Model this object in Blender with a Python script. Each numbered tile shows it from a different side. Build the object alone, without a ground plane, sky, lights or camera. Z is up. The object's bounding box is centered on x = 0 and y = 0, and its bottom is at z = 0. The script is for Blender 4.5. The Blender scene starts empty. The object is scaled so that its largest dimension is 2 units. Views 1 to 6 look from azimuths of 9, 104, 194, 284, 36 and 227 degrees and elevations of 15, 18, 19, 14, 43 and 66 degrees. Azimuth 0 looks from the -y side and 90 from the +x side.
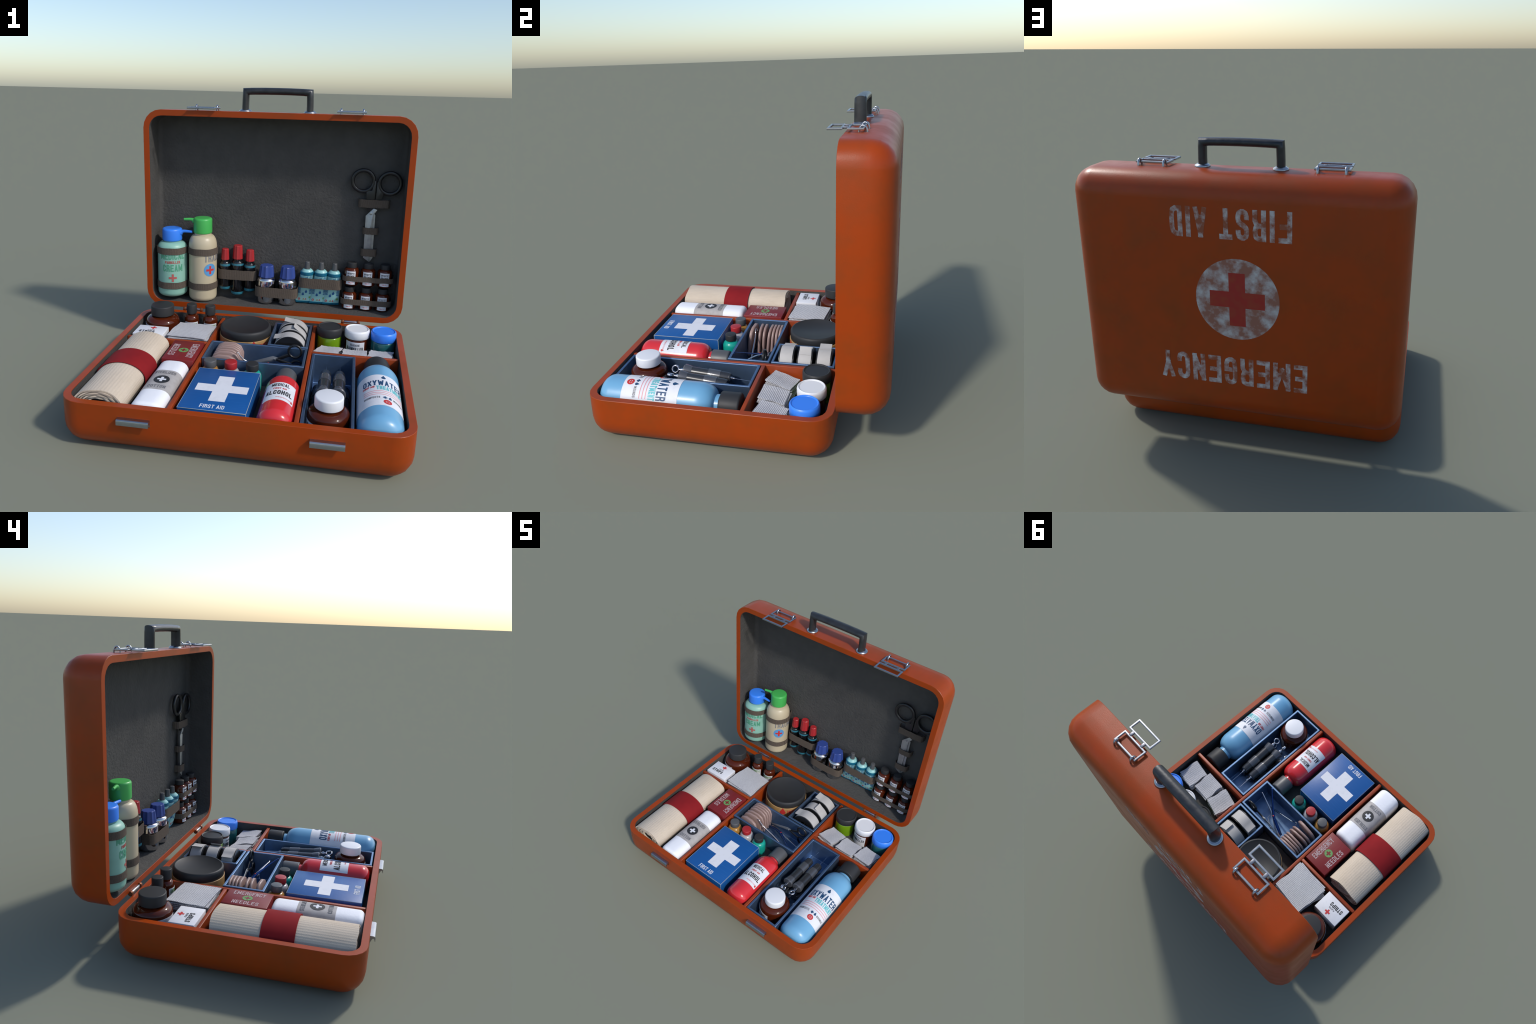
import bpy, bmesh, math, random
from math import sin, cos, pi, radians, sqrt, hypot
from mathutils import Vector, Matrix

random.seed(11)
COL = bpy.context.scene.collection

# ------------------------------------------------------------------ materials
MATS = {}


def srgb(r, g, b):
    f = lambda c: (c / 255 / 12.92) if c / 255 <= 0.04045 else ((c / 255 + 0.055) / 1.055) ** 2.4
    return (f(r), f(g), f(b))


def mat(name, col, rough=0.5, metal=0.0, col2=None, scale=6.0, lo=0.4, hi=0.7, stretch=(1, 1, 1), detail=4.0,
        bump=0.0, bscale=120.0, bstretch=None, coat=0.0, spec=0.5, rough2=None, trans=0.0, alpha=None):
    """Principled material: colour mottled between col and col2 by noise, with fine noise relief."""
    if name in MATS:
        return MATS[name]
    m = bpy.data.materials.new(name)
    m.use_nodes = True
    nt = m.node_tree
    b = nt.nodes["Principled BSDF"]
    b.inputs["Base Color"].default_value = (*col, 1)
    b.inputs["Roughness"].default_value = rough
    b.inputs["Metallic"].default_value = metal
    b.inputs["Coat Weight"].default_value = coat
    b.inputs["Coat Roughness"].default_value = 0.08
    b.inputs["Specular IOR Level"].default_value = spec
    b.inputs["Transmission Weight"].default_value = trans
    tc = nt.nodes.new("ShaderNodeTexCoord")

    def coords(st):
        mp = nt.nodes.new("ShaderNodeMapping")
        mp.inputs["Scale"].default_value = st
        nt.links.new(tc.outputs["Object"], mp.inputs["Vector"])
        return mp.outputs["Vector"]

    if col2 is not None or rough2 is not None:
        n = nt.nodes.new("ShaderNodeTexNoise")
        n.inputs["Scale"].default_value = scale
        n.inputs["Detail"].default_value = detail
        n.inputs["Roughness"].default_value = 0.6
        nt.links.new(coords(stretch), n.inputs["Vector"])
        r = nt.nodes.new("ShaderNodeMapRange")
        r.inputs["From Min"].default_value = lo
        r.inputs["From Max"].default_value = hi
        nt.links.new(n.outputs["Fac"], r.inputs["Value"])
        if col2 is not None:
            mx = nt.nodes.new("ShaderNodeMix")
            mx.data_type = "RGBA"
            mx.inputs["A"].default_value = (*col, 1)
            mx.inputs["B"].default_value = (*col2, 1)
            nt.links.new(r.outputs["Result"], mx.inputs["Factor"])
            nt.links.new(mx.outputs["Result"], b.inputs["Base Color"])
        if rough2 is not None:
            r2 = nt.nodes.new("ShaderNodeMapRange")
            r2.inputs["To Min"].default_value = rough
            r2.inputs["To Max"].default_value = rough2
            nt.links.new(r.outputs["Result"], r2.inputs["Value"])
            nt.links.new(r2.outputs["Result"], b.inputs["Roughness"])
    if bump:
        n = nt.nodes.new("ShaderNodeTexNoise")
        n.inputs["Scale"].default_value = bscale
        n.inputs["Detail"].default_value = 3
        nt.links.new(coords(bstretch or (1, 1, 1)), n.inputs["Vector"])
        bp = nt.nodes.new("ShaderNodeBump")
        bp.inputs["Strength"].default_value = bump
        bp.inputs["Distance"].default_value = 0.01
        nt.links.new(n.outputs["Fac"], bp.inputs["Height"])
        nt.links.new(bp.outputs["Normal"], b.inputs["Normal"])
    MATS[name] = m
    return m


def weave(name, col, col2, sx, sy, axes=("X", "Y"), bump=0.4, rough=0.9):
    """Cloth: two crossed wave patterns darken the colour and raise the threads."""
    if name in MATS:
        return MATS[name]
    m = mat(name, col, rough, spec=0.2)
    nt = m.node_tree
    b = nt.nodes["Principled BSDF"]
    tc = nt.nodes.new("ShaderNodeTexCoord")
    outs = []
    for ax, s in zip(axes, (sx, sy)):
        w = nt.nodes.new("ShaderNodeTexWave")
        w.bands_direction = ax
        w.inputs["Scale"].default_value = s
        w.inputs["Distortion"].default_value = 1.2
        w.inputs["Detail"].default_value = 2
        w.inputs["Detail Scale"].default_value = 2.5
        nt.links.new(tc.outputs["Object"], w.inputs["Vector"])
        outs.append(w.outputs["Fac"])
    n = nt.nodes.new("ShaderNodeTexNoise")
    n.inputs["Scale"].default_value = 60
    nt.links.new(tc.outputs["Object"], n.inputs["Vector"])
    mul = nt.nodes.new("ShaderNodeMath")
    mul.operation = "MULTIPLY_ADD"
    mul.inputs[1].default_value = 0.35
    nt.links.new(outs[1], mul.inputs[0])
    nt.links.new(outs[0], mul.inputs[2])
    ad = nt.nodes.new("ShaderNodeMath")
    ad.operation = "MULTIPLY_ADD"
    ad.inputs[1].default_value = 0.5
    nt.links.new(n.outputs["Fac"], ad.inputs[0])
    nt.links.new(mul.outputs[0], ad.inputs[2])
    r = nt.nodes.new("ShaderNodeMapRange")
    r.inputs["From Min"].default_value = 0.25
    r.inputs["From Max"].default_value = 1.3
    nt.links.new(ad.outputs[0], r.inputs["Value"])
    mx = nt.nodes.new("ShaderNodeMix")
    mx.data_type = "RGBA"
    mx.inputs["A"].default_value = (*col2, 1)
    mx.inputs["B"].default_value = (*col, 1)
    nt.links.new(r.outputs["Result"], mx.inputs["Factor"])
    nt.links.new(mx.outputs["Result"], b.inputs["Base Color"])
    bp = nt.nodes.new("ShaderNodeBump")
    bp.inputs["Strength"].default_value = bump
    bp.inputs["Distance"].default_value = 0.004
    nt.links.new(r.outputs["Result"], bp.inputs["Height"])
    nt.links.new(bp.outputs["Normal"], b.inputs["Normal"])
    return m


ORANGE = (0.332, 0.0435, 0.0018)
ORANGE_D = (0.250, 0.0435, 0.0030)
M_PAINT = mat("orange_paint", ORANGE, 0.34, spec=0.33, col2=ORANGE_D, scale=4.0, lo=0.42, hi=0.75, detail=8, bump=0.05, bscale=170, rough2=0.48)
M_DIV = mat("orange_divider", (0.32, 0.045, 0.004), 0.45, col2=(0.24, 0.036, 0.007), scale=8, bump=0.05, bscale=150)
M_LIN = mat("grey_lining", (0.077, 0.074, 0.070), 0.85, col2=(0.060, 0.058, 0.056), scale=9, lo=0.3, hi=0.75, detail=8,
            bump=0.5, bscale=55, spec=0.25)
M_STRAP = weave("strap_webbing", (0.130, 0.103, 0.082), (0.068, 0.053, 0.043), 62, 50, ("X", "Z"), 0.5)
M_BLUE = mat("blue_tray_metal", (0.175, 0.275, 0.430), 0.34, 0.85, col2=(0.125, 0.205, 0.345), scale=9, rough2=0.5, bump=0.04, bscale=60)
M_STEEL = mat("steel", (0.42, 0.44, 0.47), 0.28, 1.0, col2=(0.34, 0.36, 0.39), scale=30, rough2=0.4)
M_CLIP = mat("dull_steel", (0.20, 0.21, 0.24), 0.45, 0.8)
M_CHROME = mat("chrome", (0.62, 0.62, 0.64), 0.07, 1.0)
M_BLADE = mat("brushed_blade", (0.42, 0.43, 0.43), 0.42, 0.75, col2=(0.30, 0.31, 0.32), scale=12, stretch=(1, 1, 6))
M_COPPER = mat("rusty_knuckle", (0.22, 0.075, 0.030), 0.45, 0.5, col2=(0.10, 0.035, 0.018), scale=40)
M_HANDLE = mat("black_grip", (0.028, 0.031, 0.035), 0.30, 0.35, col2=(0.045, 0.048, 0.052), scale=14, rough2=0.42, bump=0.05, bscale=70)
M_DARK = mat("dark_plastic", (0.030, 0.031, 0.033), 0.5, spec=0.28, col2=(0.028, 0.029, 0.031), scale=12)
M_GREYCAP = mat("grey_plastic", (0.085, 0.088, 0.093), 0.42)
M_BLACK = mat("black_gloss", (0.006, 0.006, 0.007), 0.10, coat=0.4)
M_BLACKP = mat("black_plastic", (0.012, 0.012, 0.013), 0.3)
M_AMBER = mat("amber_glass", (0.074, 0.0125, 0.0032), 0.08, spec=0.4, col2=(0.048, 0.0075, 0.0022), scale=5)
M_WHITE = mat("white_plastic", (0.74, 0.75, 0.78), 0.42)
M_PAPER = mat("white_paper", (0.72, 0.73, 0.77), 0.6, col2=(0.62, 0.63, 0.67), scale=18, lo=0.5, hi=0.85)
M_COTTON = mat("white_cotton", (0.82, 0.83, 0.87), 0.75, bump=0.15, bscale=45)
M_GREYLAB = mat("grey_paper", (0.40, 0.38, 0.37), 0.6, col2=(0.34, 0.32, 0.31), scale=25)
M_GREEN = mat("green_plastic", (0.060, 0.420, 0.090), 0.38)
M_CYANBL = mat("blue_plastic", (0.040, 0.225, 0.860), 0.38)
M_MINT = mat("mint_bottle", (0.250, 0.480, 0.395), 0.42, col2=(0.225, 0.43, 0.355), scale=9)
M_CREAM = mat("cream_bottle", (0.500, 0.430, 0.300), 0.38)
M_RED = mat("red_gloss", (0.620, 0.028, 0.035), 0.18, coat=0.3)
M_REDCAP = mat("red_plastic", (0.370, 0.020, 0.024), 0.42)
M_NAVY = mat("navy_plastic", (0.030, 0.062, 0.260), 0.42)
M_TEALBAND = mat("teal_band", (0.030, 0.170, 0.230), 0.3, col2=(0.02, 0.12, 0.17), scale=60)
M_OXY = mat("light_blue_bottle", (0.150, 0.370, 0.580), 0.33, coat=0.15)
M_TUBE = mat("aqua_tube", (0.290, 0.560, 0.560), 0.35)
M_TUBEDK = mat("deep_teal", (0.008, 0.125, 0.210), 0.25)
M_TUBETX = mat("tube_ink", (0.020, 0.105, 0.290), 0.5)
M_INK = mat("black_ink", (0.020, 0.021, 0.024), 0.6)
M_INKGREY = mat("grey_ink", (0.16, 0.16, 0.17), 0.6)
M_REDINK = mat("red_ink", (0.520, 0.030, 0.030), 0.55)
M_SOFTRED = mat("faded_red_ink", (0.420, 0.100, 0.090), 0.55)
M_PINKINK = mat("pink_ink", (0.700, 0.300, 0.320), 0.55)
M_GREENINK = mat("green_ink", (0.075, 0.310, 0.190), 0.55)
M_LEAFINK = mat("leaf_ink", (0.135, 0.310, 0.095), 0.55)
M_BLUEINK = mat("slate_ink", (0.012, 0.060, 0.150), 0.5)
M_TEALINK = mat("teal_ink", (0.130, 0.480, 0.520), 0.5)
M_SKYINK = mat("sky_ink", (0.090, 0.290, 0.560), 0.5)
M_TRAINK = mat("faded_ink", (0.200, 0.200, 0.210), 0.6)
M_LEMON = mat("olive_gloss", (0.150, 0.290, 0.008), 0.2, coat=0.3)
M_TEALJAR = mat("teal_gloss", (0.018, 0.120, 0.125), 0.2, coat=0.3)
M_TEALBOT = mat("turquoise_gloss", (0.010, 0.330, 0.260), 0.25, coat=0.2)
M_HONEY = mat("honey_gloss", (0.400, 0.200, 0.040), 0.2, coat=0.3)
M_CLEAR = mat("milky_glass", (0.420, 0.420, 0.440), 0.22, coat=0.3)
M_KRAFT = mat("kraft_paper", (0.420, 0.250, 0.095), 0.5, col2=(0.36, 0.21, 0.08), scale=20)
M_PAD = mat("skin_plaster", (0.320, 0.215, 0.190), 0.38, bump=0.1, bscale=160)
M_TAPE = mat("white_tape", (0.460, 0.445, 0.435), 0.6, col2=(0.41, 0.40, 0.39), scale=10)
M_ROLL = mat("bandage_cloth", (0.610, 0.520, 0.420), 0.9, col2=(0.54, 0.455, 0.36), scale=7, stretch=(1, 0.4, 1), bump=0.25, bscale=260, spec=0.15)
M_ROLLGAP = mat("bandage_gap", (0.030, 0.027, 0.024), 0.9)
M_BAND = mat("red_band", (0.240, 0.012, 0.015), 0.8, spec=0.15, col2=(0.20, 0.010, 0.013), scale=6)
M_GAUZE = weave("gauze_cloth", (0.640, 0.640, 0.665), (0.360, 0.360, 0.385), 30, 58, ("Y", "X"), 0.7)
M_FABLUE = mat("box_blue", (0.008, 0.088, 0.300), 0.38, col2=(0.016, 0.110, 0.340), scale=14, lo=0.55, hi=0.75, stretch=(0.6, 9, 1), bump=0.03, bscale=50)
M_FAEDGE = mat("box_worn_edge", (0.330, 0.440, 0.540), 0.6, col2=(0.40, 0.36, 0.26), scale=9)
M_NEEDLE = mat("box_maroon", (0.190, 0.013, 0.014), 0.45, col2=(0.23, 0.03, 0.032), scale=12, lo=0.55, hi=0.8, stretch=(9, 0.6, 1))
M_NEEDLETX = mat("worn_pale_ink", (0.440, 0.340, 0.350), 0.6, col2=(0.30, 0.12, 0.12), scale=60, lo=0.5, hi=0.7)
M_GLASSG = mat("smoked_sleeve", (0.085, 0.090, 0.102), 0.18, coat=0.5, metal=0.2)
M_GLASSD = mat("dark_barrel", (0.030, 0.032, 0.036), 0.22, coat=0.4)
M_NEEDLEST = mat("needle_steel", (0.80, 0.80, 0.82), 0.2, 1.0)
M_WORNW = mat("worn_white_paint", (0.50, 0.49, 0.49), 0.6, col2=(0.270, 0.110, 0.075), scale=12, lo=0.34, hi=0.58, detail=12)
M_WORNT = mat("worn_letter_paint", (0.50, 0.48, 0.48), 0.6, col2=(0.265, 0.070, 0.030), scale=15, lo=0.36, hi=0.58, detail=12)
M_CROSSR = mat("red_cross_paint", (0.320, 0.012, 0.008), 0.55, col2=(0.30, 0.03, 0.01), scale=20)


# ------------------------------------------------------------------ objects
def empty(name, loc, label=None, category=None, rot=None):
    o = bpy.data.objects.new(name, None)
    o.empty_display_size = 0.05
    m = Matrix.Translation(loc)
    if rot is not None:
        m = m @ rot.to_4x4()
    o.matrix_world = m
    COL.objects.link(o)
    if label:
        o["label"], o["category"] = label, category
    return o


def place(o, parent, mtx=None):
    COL.objects.link(o)
    if parent is not None:
        o.parent = parent
    if mtx is not None:
        o.matrix_local = mtx
    return o


def smooth(me, angle=38):
    for p in me.polygons:
        p.use_smooth = True
    try:
        me.set_sharp_from_angle(angle=radians(angle))
    except AttributeError:
        pass


def obj(name, verts, faces, m, parent, mtx=None, angle=38, fix=True):
    me = bpy.data.meshes.new(name)
    me.from_pydata([tuple(v) for v in verts], [], [tuple(f) for f in faces])
    if fix:
        bm = bmesh.new()
        bm.from_mesh(me)
        bmesh.ops.remove_doubles(bm, verts=bm.verts, dist=1e-6)
        bmesh.ops.recalc_face_normals(bm, faces=bm.faces)
        bm.to_mesh(me)
        bm.free()
    me.materials.append(m)
    smooth(me, angle)
    return place(bpy.data.objects.new(name, me), parent, mtx)


def loft(rings, closed_ends=True, loop=False):
    """Rings of equal length -> vertices and quads."""
    n = len(rings[0])
    v = [p for r in rings for p in r]
    f = []
    k = len(rings)
    for i in range(k if loop else k - 1):
        a, b = i * n, ((i + 1) % k) * n
        for j in range(n):
            f.append((a + j, a + (j + 1) % n, b + (j + 1) % n, b + j))
    if closed_ends and not loop:
        f.append(tuple(range(n)))
        f.append(tuple((k - 1) * n + j for j in range(n)))
    return v, f


def lathe(name, prof, m, parent, seg=48, mtx=None, flute=None, angle=38, loop=False):
    """prof: (radius, height) pairs; flute(theta, radius) reshapes the section."""
    rings = []
    for r, z in prof:
        r = max(r, 1e-4)
        rings.append([((flute(2 * pi * j / seg, r) if flute else r) * cos(2 * pi * j / seg),
                       (flute(2 * pi * j / seg, r) if flute else r) * sin(2 * pi * j / seg), z) for j in range(seg)])
    v, f = loft(rings, loop=loop)
    return obj(name, v, f, m, parent, mtx, angle)


def rnd(r, z0, z1, b0=0.006, b1=0.006, n=4):
    """Profile of a plain cylinder with rounded bottom and top edges."""
    p = [(0, z0)]
    for i in range(n + 1):
        a = pi / 2 * i / n
        p.append((r - b0 + b0 * sin(a), z0 + b0 - b0 * cos(a)))
    for i in range(n + 1):
        a = pi / 2 * i / n
        p.append((r - b1 + b1 * cos(a), z1 - b1 + b1 * sin(a)))
    p.append((0, z1))
    return p


def bottle(r, zs, rn, zn, br=0.02, sh=None, n=7, recess=0.0):
    """Bottle profile: rounded bottom, straight wall to zs, curved shoulder to neck rn at zn."""
    p = [(0, recess), (max(r - br * 1.6, 0.001), recess * 0.6)] if recess else [(0, 0)]
    for i in range(n):
        a = pi / 2 * i / (n - 1)
        p.append((r - br + br * sin(a), br - br * cos(a)))
    sh = sh or (zn - zs)
    for i in range(n + 1):
        a = pi / 2 * i / n
        p.append((rn + (r - rn) * cos(a), zs + sh * sin(a)))
    p += [(rn, zn + 0.02), (0, zn + 0.02)]
    return p


def box(name, lo, hi, m, parent, bev=0.003, seg=2, mtx=None):
    bm = bmesh.new()
    bmesh.ops.create_cube(bm, size=1)
    for v in bm.verts:
        v.co = Vector([(lo[i] + hi[i]) / 2 + v.co[i] * (hi[i] - lo[i]) for i in range(3)])
    if bev:
        bmesh.ops.bevel(bm, geom=bm.edges[:], offset=bev, segments=seg, affect="EDGES", profile=0.5)
    me = bpy.data.meshes.new(name)
    bm.to_mesh(me)
    bm.free()
    me.materials.append(m)
    smooth(me, 50)
    return place(bpy.data.objects.new(name, me), parent, mtx)


def tube(name, pts, rad, m, parent, seg=10, mtx=None, closed=False, flat=1.0, up=None, angle=60):
    """Sweep a round (or flattened) section along a path; rad may be a list."""
    pts = [Vector(p) for p in pts]
    n = len(pts)
    rads = rad if isinstance(rad, (list, tuple)) else [rad] * n
    upv = Vector(up) if up else None
    rings = []
    prev = None
    for i, p in enumerate(pts):
        a = pts[(i - 1) % n] if closed or i > 0 else p
        b = pts[(i + 1) % n] if closed or i < n - 1 else p
        t = (b - a).normalized()
        if upv is not None:
            u = (upv - t * upv.dot(t)).normalized()
        elif prev is None:
            ref = Vector((0, 0, 1)) if abs(t.z) < 0.9 else Vector((1, 0, 0))
            u = (ref - t * ref.dot(t)).normalized()
        else:
            u = (prev - t * prev.dot(t)).normalized()
        prev = u
        w = t.cross(u)
        rings.append([p + (u * cos(2 * pi * j / seg) * flat + w * sin(2 * pi * j / seg)) * rads[i] for j in range(seg)])
    v, f = loft(rings, loop=closed)
    return obj(name, v, f, m, parent, mtx, angle)


def extrude_poly(name, poly, depth, m, parent, mtx=None, angle=38, bev=0.0):
    """Flat outline (x, y) raised to a plate from z=0 to z=depth."""
    n = len(poly)
    v = [(x, y, 0) for x, y in poly] + [(x, y, depth) for x, y in poly]
    f = [tuple(range(n)), tuple(range(n, 2 * n))] + [(i, (i + 1) % n, n + (i + 1) % n, n + i) for i in range(n)]
    o = obj(name, v, f, m, parent, mtx, angle)
    if bev:
        bm = bmesh.new()
        bm.from_mesh(o.data)
        ed = [e for e in bm.edges if e.is_manifold and e.calc_face_angle(0) > 0.7]
        bmesh.ops.bevel(bm, geom=ed, offset=bev, segments=2, affect="EDGES", profile=0.5)
        bm.to_mesh(o.data)
        bm.free()
        smooth(o.data, angle)
    return o


# ------------------------------------------------------------------ lettering
S = {
    "A": ["0,0 .5,1", ".5,1 1,0", ".22,.3 .78,.3"], "B": ["0,0 0,1 .8,1 1,.85 1,.66 .8,.53 1,.4 1,.14 .8,0 0,0", "0,.53 .8,.53"],
    "C": ["1,.76 1,.87 .78,1 .22,1 0,.87 0,.13 .22,0 .78,0 1,.13 1,.24"], "D": ["0,0 0,1 .74,1 1,.84 1,.16 .74,0 0,0"],
    "E": ["1,1 0,1 0,0 1,0", "0,.5 .85,.5"], "F": ["1,1 0,1 0,0", "0,.48 .85,.48"],
    "G": ["1,.76 1,.87 .78,1 .22,1 0,.87 0,.13 .22,0 .78,0 1,.13 1,.44 .58,.44"], "H": ["0,0 0,1", "1,0 1,1", "0,.5 1,.5"],
    "I": ["0,0 0,1"], "J": ["1,1 1,.14 .78,0 .22,0 0,.14 0,.3"], "K": ["0,0 0,1", "1,1 .1,.42", ".4,.58 1,0"], "L": ["0,1 0,0 1,0"],
    "M": ["0,0 0,1", "0,1 .5,.2", ".5,.2 1,1", "1,0 1,1"], "N": ["0,0 0,1", "0,1 1,0", "1,0 1,1"], "O": ["0,.5 0,.86 .22,1 .78,1 1,.86 1,.14 .78,0 .22,0 0,.14 0,.5"],
    "P": ["0,0 0,1 .8,1 1,.86 1,.6 .8,.46 .55,.46", "0.1,.46 .6,.46"], "Q": ["0,.5 0,.86 .22,1 .78,1 1,.86 1,.14 .78,0 .22,0 0,.14 0,.5", ".6,.25 1,0"],
    "R": ["0,0 0,1 .8,1 1,.86 1,.64 .8,.5 .55,.5", "0.1,.5 .6,.5", ".75,.5 1,.3 1,0"], "S": ["1,.80 1,.88 .78,1 .22,1 0,.88 0,.66 .2,.55 .8,.45 1,.34 1,.12 .78,0 .22,0 0,.12 0,.20"],
    "T": [".5,0 .5,1", "0,1 1,1"], "U": ["0,1 0,.14 .22,0 .78,0 1,.14 1,1"], "V": ["0,1 .5,0", ".5,0 1,1"], "W": ["0,1 .22,0", ".22,0 .5,.75", ".5,.75 .78,0", ".78,0 1,1"],
    "X": ["0,0 1,1", "0,1 1,0"], "Y": ["0,1 .5,.42", "1,1 .5,.42", ".5,.5 .5,0"], "Z": ["0,1 1,1", "1,1 0,0", "0,0 1,0"],
}
WIDE = {"M": 1.45, "W": 1.5, "I": 0.0, " ": 0.7}


def flat_map(origin, xdir, ydir):
    o, x, y = Vector(origin), Vector(xdir).normalized(), Vector(ydir).normalized()
    n = x.cross(y)
    return lambda a, b, c: o + x * a + y * b + n * c


def round_map(R, theta, z0):
    """Wrap onto an upright cylinder: x runs round it, y runs up it."""
    return lambda a, b, c: Vector(((R + c) * cos(theta + a / R), (R + c) * sin(theta + a / R), z0 + b))


def words(name, text, w, h, m, parent, fmap, t=0.17, gw=0.36, gap=0.13, depth=0.0008, lift=0.0006, mtx=None):
    """Condensed block capitals built from mitred strokes, centred on the map's origin, fitted to w x h."""
    adv, glyphs = 0.0, []
    for ch in text:
        if ch == " ":
            adv += 0.32
            continue
        ww = gw * WIDE.get(ch, 1.0)
        glyphs.append((ch, adv, ww))
        adv += ww + t + gap
    total = adv - gap
    sx, V, F = w / total, [], []
    ms = max(w, h) / 14
    for ch, x0, ww in glyphs:
        for k, st in enumerate(S[ch]):
            pts = [tuple(float(c) for c in q.split(",")) for q in st.split()]
            pts = [((x0 + t / 2 + px * ww), t / 2 + py * (1 - t)) for px, py in pts]
            closed = pts[0] == pts[-1]
            if not closed:
                for e, q in ((0, 1), (-1, -2)):
                    dx, dy = pts[e][0] - pts[q][0], pts[e][1] - pts[q][1]
                    L = hypot(dx, dy)
                    pts[e] = (pts[e][0] + dx / L * t / 2 * abs(dy / L), pts[e][1] + dy / L * t / 2 * abs(dy / L))
                    if abs(dx / L) > 0.95:
                        pts[e] = (pts[e][0] + dx / L * t / 2, pts[e][1])
            if len(pts) > 3:
                soft = []
                for i, q in enumerate(pts):
                    if (i == 0 or i == len(pts) - 1):
                        soft.append(q)
                        continue
                    a, b = Vector(pts[i - 1]), Vector(pts[i + 1])
                    q = Vector(q)
                    if 15 < math.degrees((q - a).angle(b - q)) < 75:
                        r = min((q - a).length, (b - q).length) * 0.42
                        soft += [tuple(q + (a - q).normalized() * r), tuple(q + (b - q).normalized() * r)]
                    else:
                        soft.append(tuple(q))
                pts = soft
            fine = []
            for (ax, ay), (bx, by) in zip(pts, pts[1:]):
                nn = max(1, int(hypot((bx - ax) * sx, (by - ay) * h) / ms))
                fine += [(ax + (bx - ax) * i / nn, ay + (by - ay) * i / nn) for i in range(nn)]
            if not closed:
                fine.append(pts[-1])
            n = len(fine)
            base = len(V)
            zz = lift + k * 0.0003
            for i, (px, py) in enumerate(fine):
                a = fine[i - 1] if (i or closed) else fine[i]
                b = fine[(i + 1) % n] if (i < n - 1 or closed) else fine[i]
                d1 = Vector((px - a[0], py - a[1]))
                d2 = Vector((b[0] - px, b[1] - py))
                d1 = d1.normalized() if d1.length > 1e-9 else d2.normalized()
                d2 = d2.normalized() if d2.length > 1e-9 else d1
                n1, n2 = Vector((-d1.y, d1.x)), Vector((-d2.y, d2.x))
                mm = n1 + n2
                mm = mm.normalized() if mm.length > 1e-6 else n1
                L = min(t / 2 / max(mm.dot(n1), 0.35), t * 0.95)
                for sgn in (1, -1):
                    X, Y = (px + mm.x * L * sgn - total / 2) * sx, (min(max(py + mm.y * L * sgn, 0), 1) - 0.5) * h
                    V.append(fmap(X, Y, zz + depth + 0.00012 * (i % 2)))
                    V.append(fmap(X, Y, zz))
            for i in range(n if closed else n - 1):
                p, q = base + 4 * i, base + 4 * ((i + 1) % n)
                F += [(p, p + 2, q + 2, q), (p, q, q + 1, p + 1), (p + 2, p + 3, q + 3, q + 2)]
            if not closed:
                p, q = base, base + 4 * (n - 1)
                F += [(p, p + 1, p + 3, p + 2), (q, q + 2, q + 3, q + 1)]
    return obj(name, V, F, m, parent, mtx, 30, fix=False)


def mark(name, cols, m, parent, fmap, depth=0.0008, lift=0.0006, mtx=None):
    """Flat mark given as columns (x, y_low, y_high), so that it can wrap; listed runs are raised separately."""
    V, F = [], []
    for run in cols:
        base = len(V)
        for x, a, b in run:
            V += [fmap(x, a, lift), fmap(x, b, lift), fmap(x, a, lift + depth), fmap(x, b, lift + depth)]
        for i in range(len(run) - 1):
            p, q = base + 4 * i, base + 4 * i + 4
            F += [(p + 2, q + 2, q + 3, p + 3), (p, p + 2, p + 3, p + 1) if i == 0 else (p, q, q + 2, p + 2),
                  (p + 1, p + 3, q + 3, q + 1), (p, q, q + 2, p + 2)]
        q = base + 4 * (len(run) - 1)
        F.append((q, q + 1, q + 3, q + 2))
    F = list(dict.fromkeys(F))
    return obj(name, V, F, m, parent, mtx, 30, fix=False)


def rect_cols(w, h, cx=0, cy=0, n=8):
    return [[(cx - w / 2 + w * i / n, cy - h / 2, cy + h / 2) for i in range(n + 1)]]


def cross_cols(s, t, cx=0, cy=0, sy=None, ty=None):
    sy, ty = sy or s, ty or t
    r = lambda x0, x1, y: [(cx + x0 + (x1 - x0) * i / 4, cy - y, cy + y) for i in range(5)]
    return [r(-s, -t, ty), r(-t, t, sy), r(t, s, ty)]


def disc_cols(r, cx=0, cy=0, n=28, hole=0.0):
    xs = [cx - r * cos(pi * i / n) for i in range(n + 1)]
    hh = [max(r * sin(pi * i / n), 1e-5) for i in range(n + 1)]
    if not hole:
        return [[(x, cy - h, cy + h) for x, h in zip(xs, hh)]]
    g = [sqrt(max(hole * hole - (x - cx) ** 2, 0)) for x in xs]
    return [[(x, cy + k, cy + max(h, k + 1e-5)) for x, h, k in zip(xs, hh, g)], [(x, cy - max(h, k + 1e-5), cy - k) for x, h, k in zip(xs, hh, g)]]


def drop_cols(r, cx=0, cy=0, n=12):
    c = []
    for i in range(n + 1):
        x = -r * cos(pi * i / n)
        c.append((cx + x, cy - r * sin(pi * i / n), cy + r * sin(pi * i / n) * 0.6 + 1.3 * r * max(0, 1 - abs(x) / r * 1.3)))
    return [c]


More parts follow.
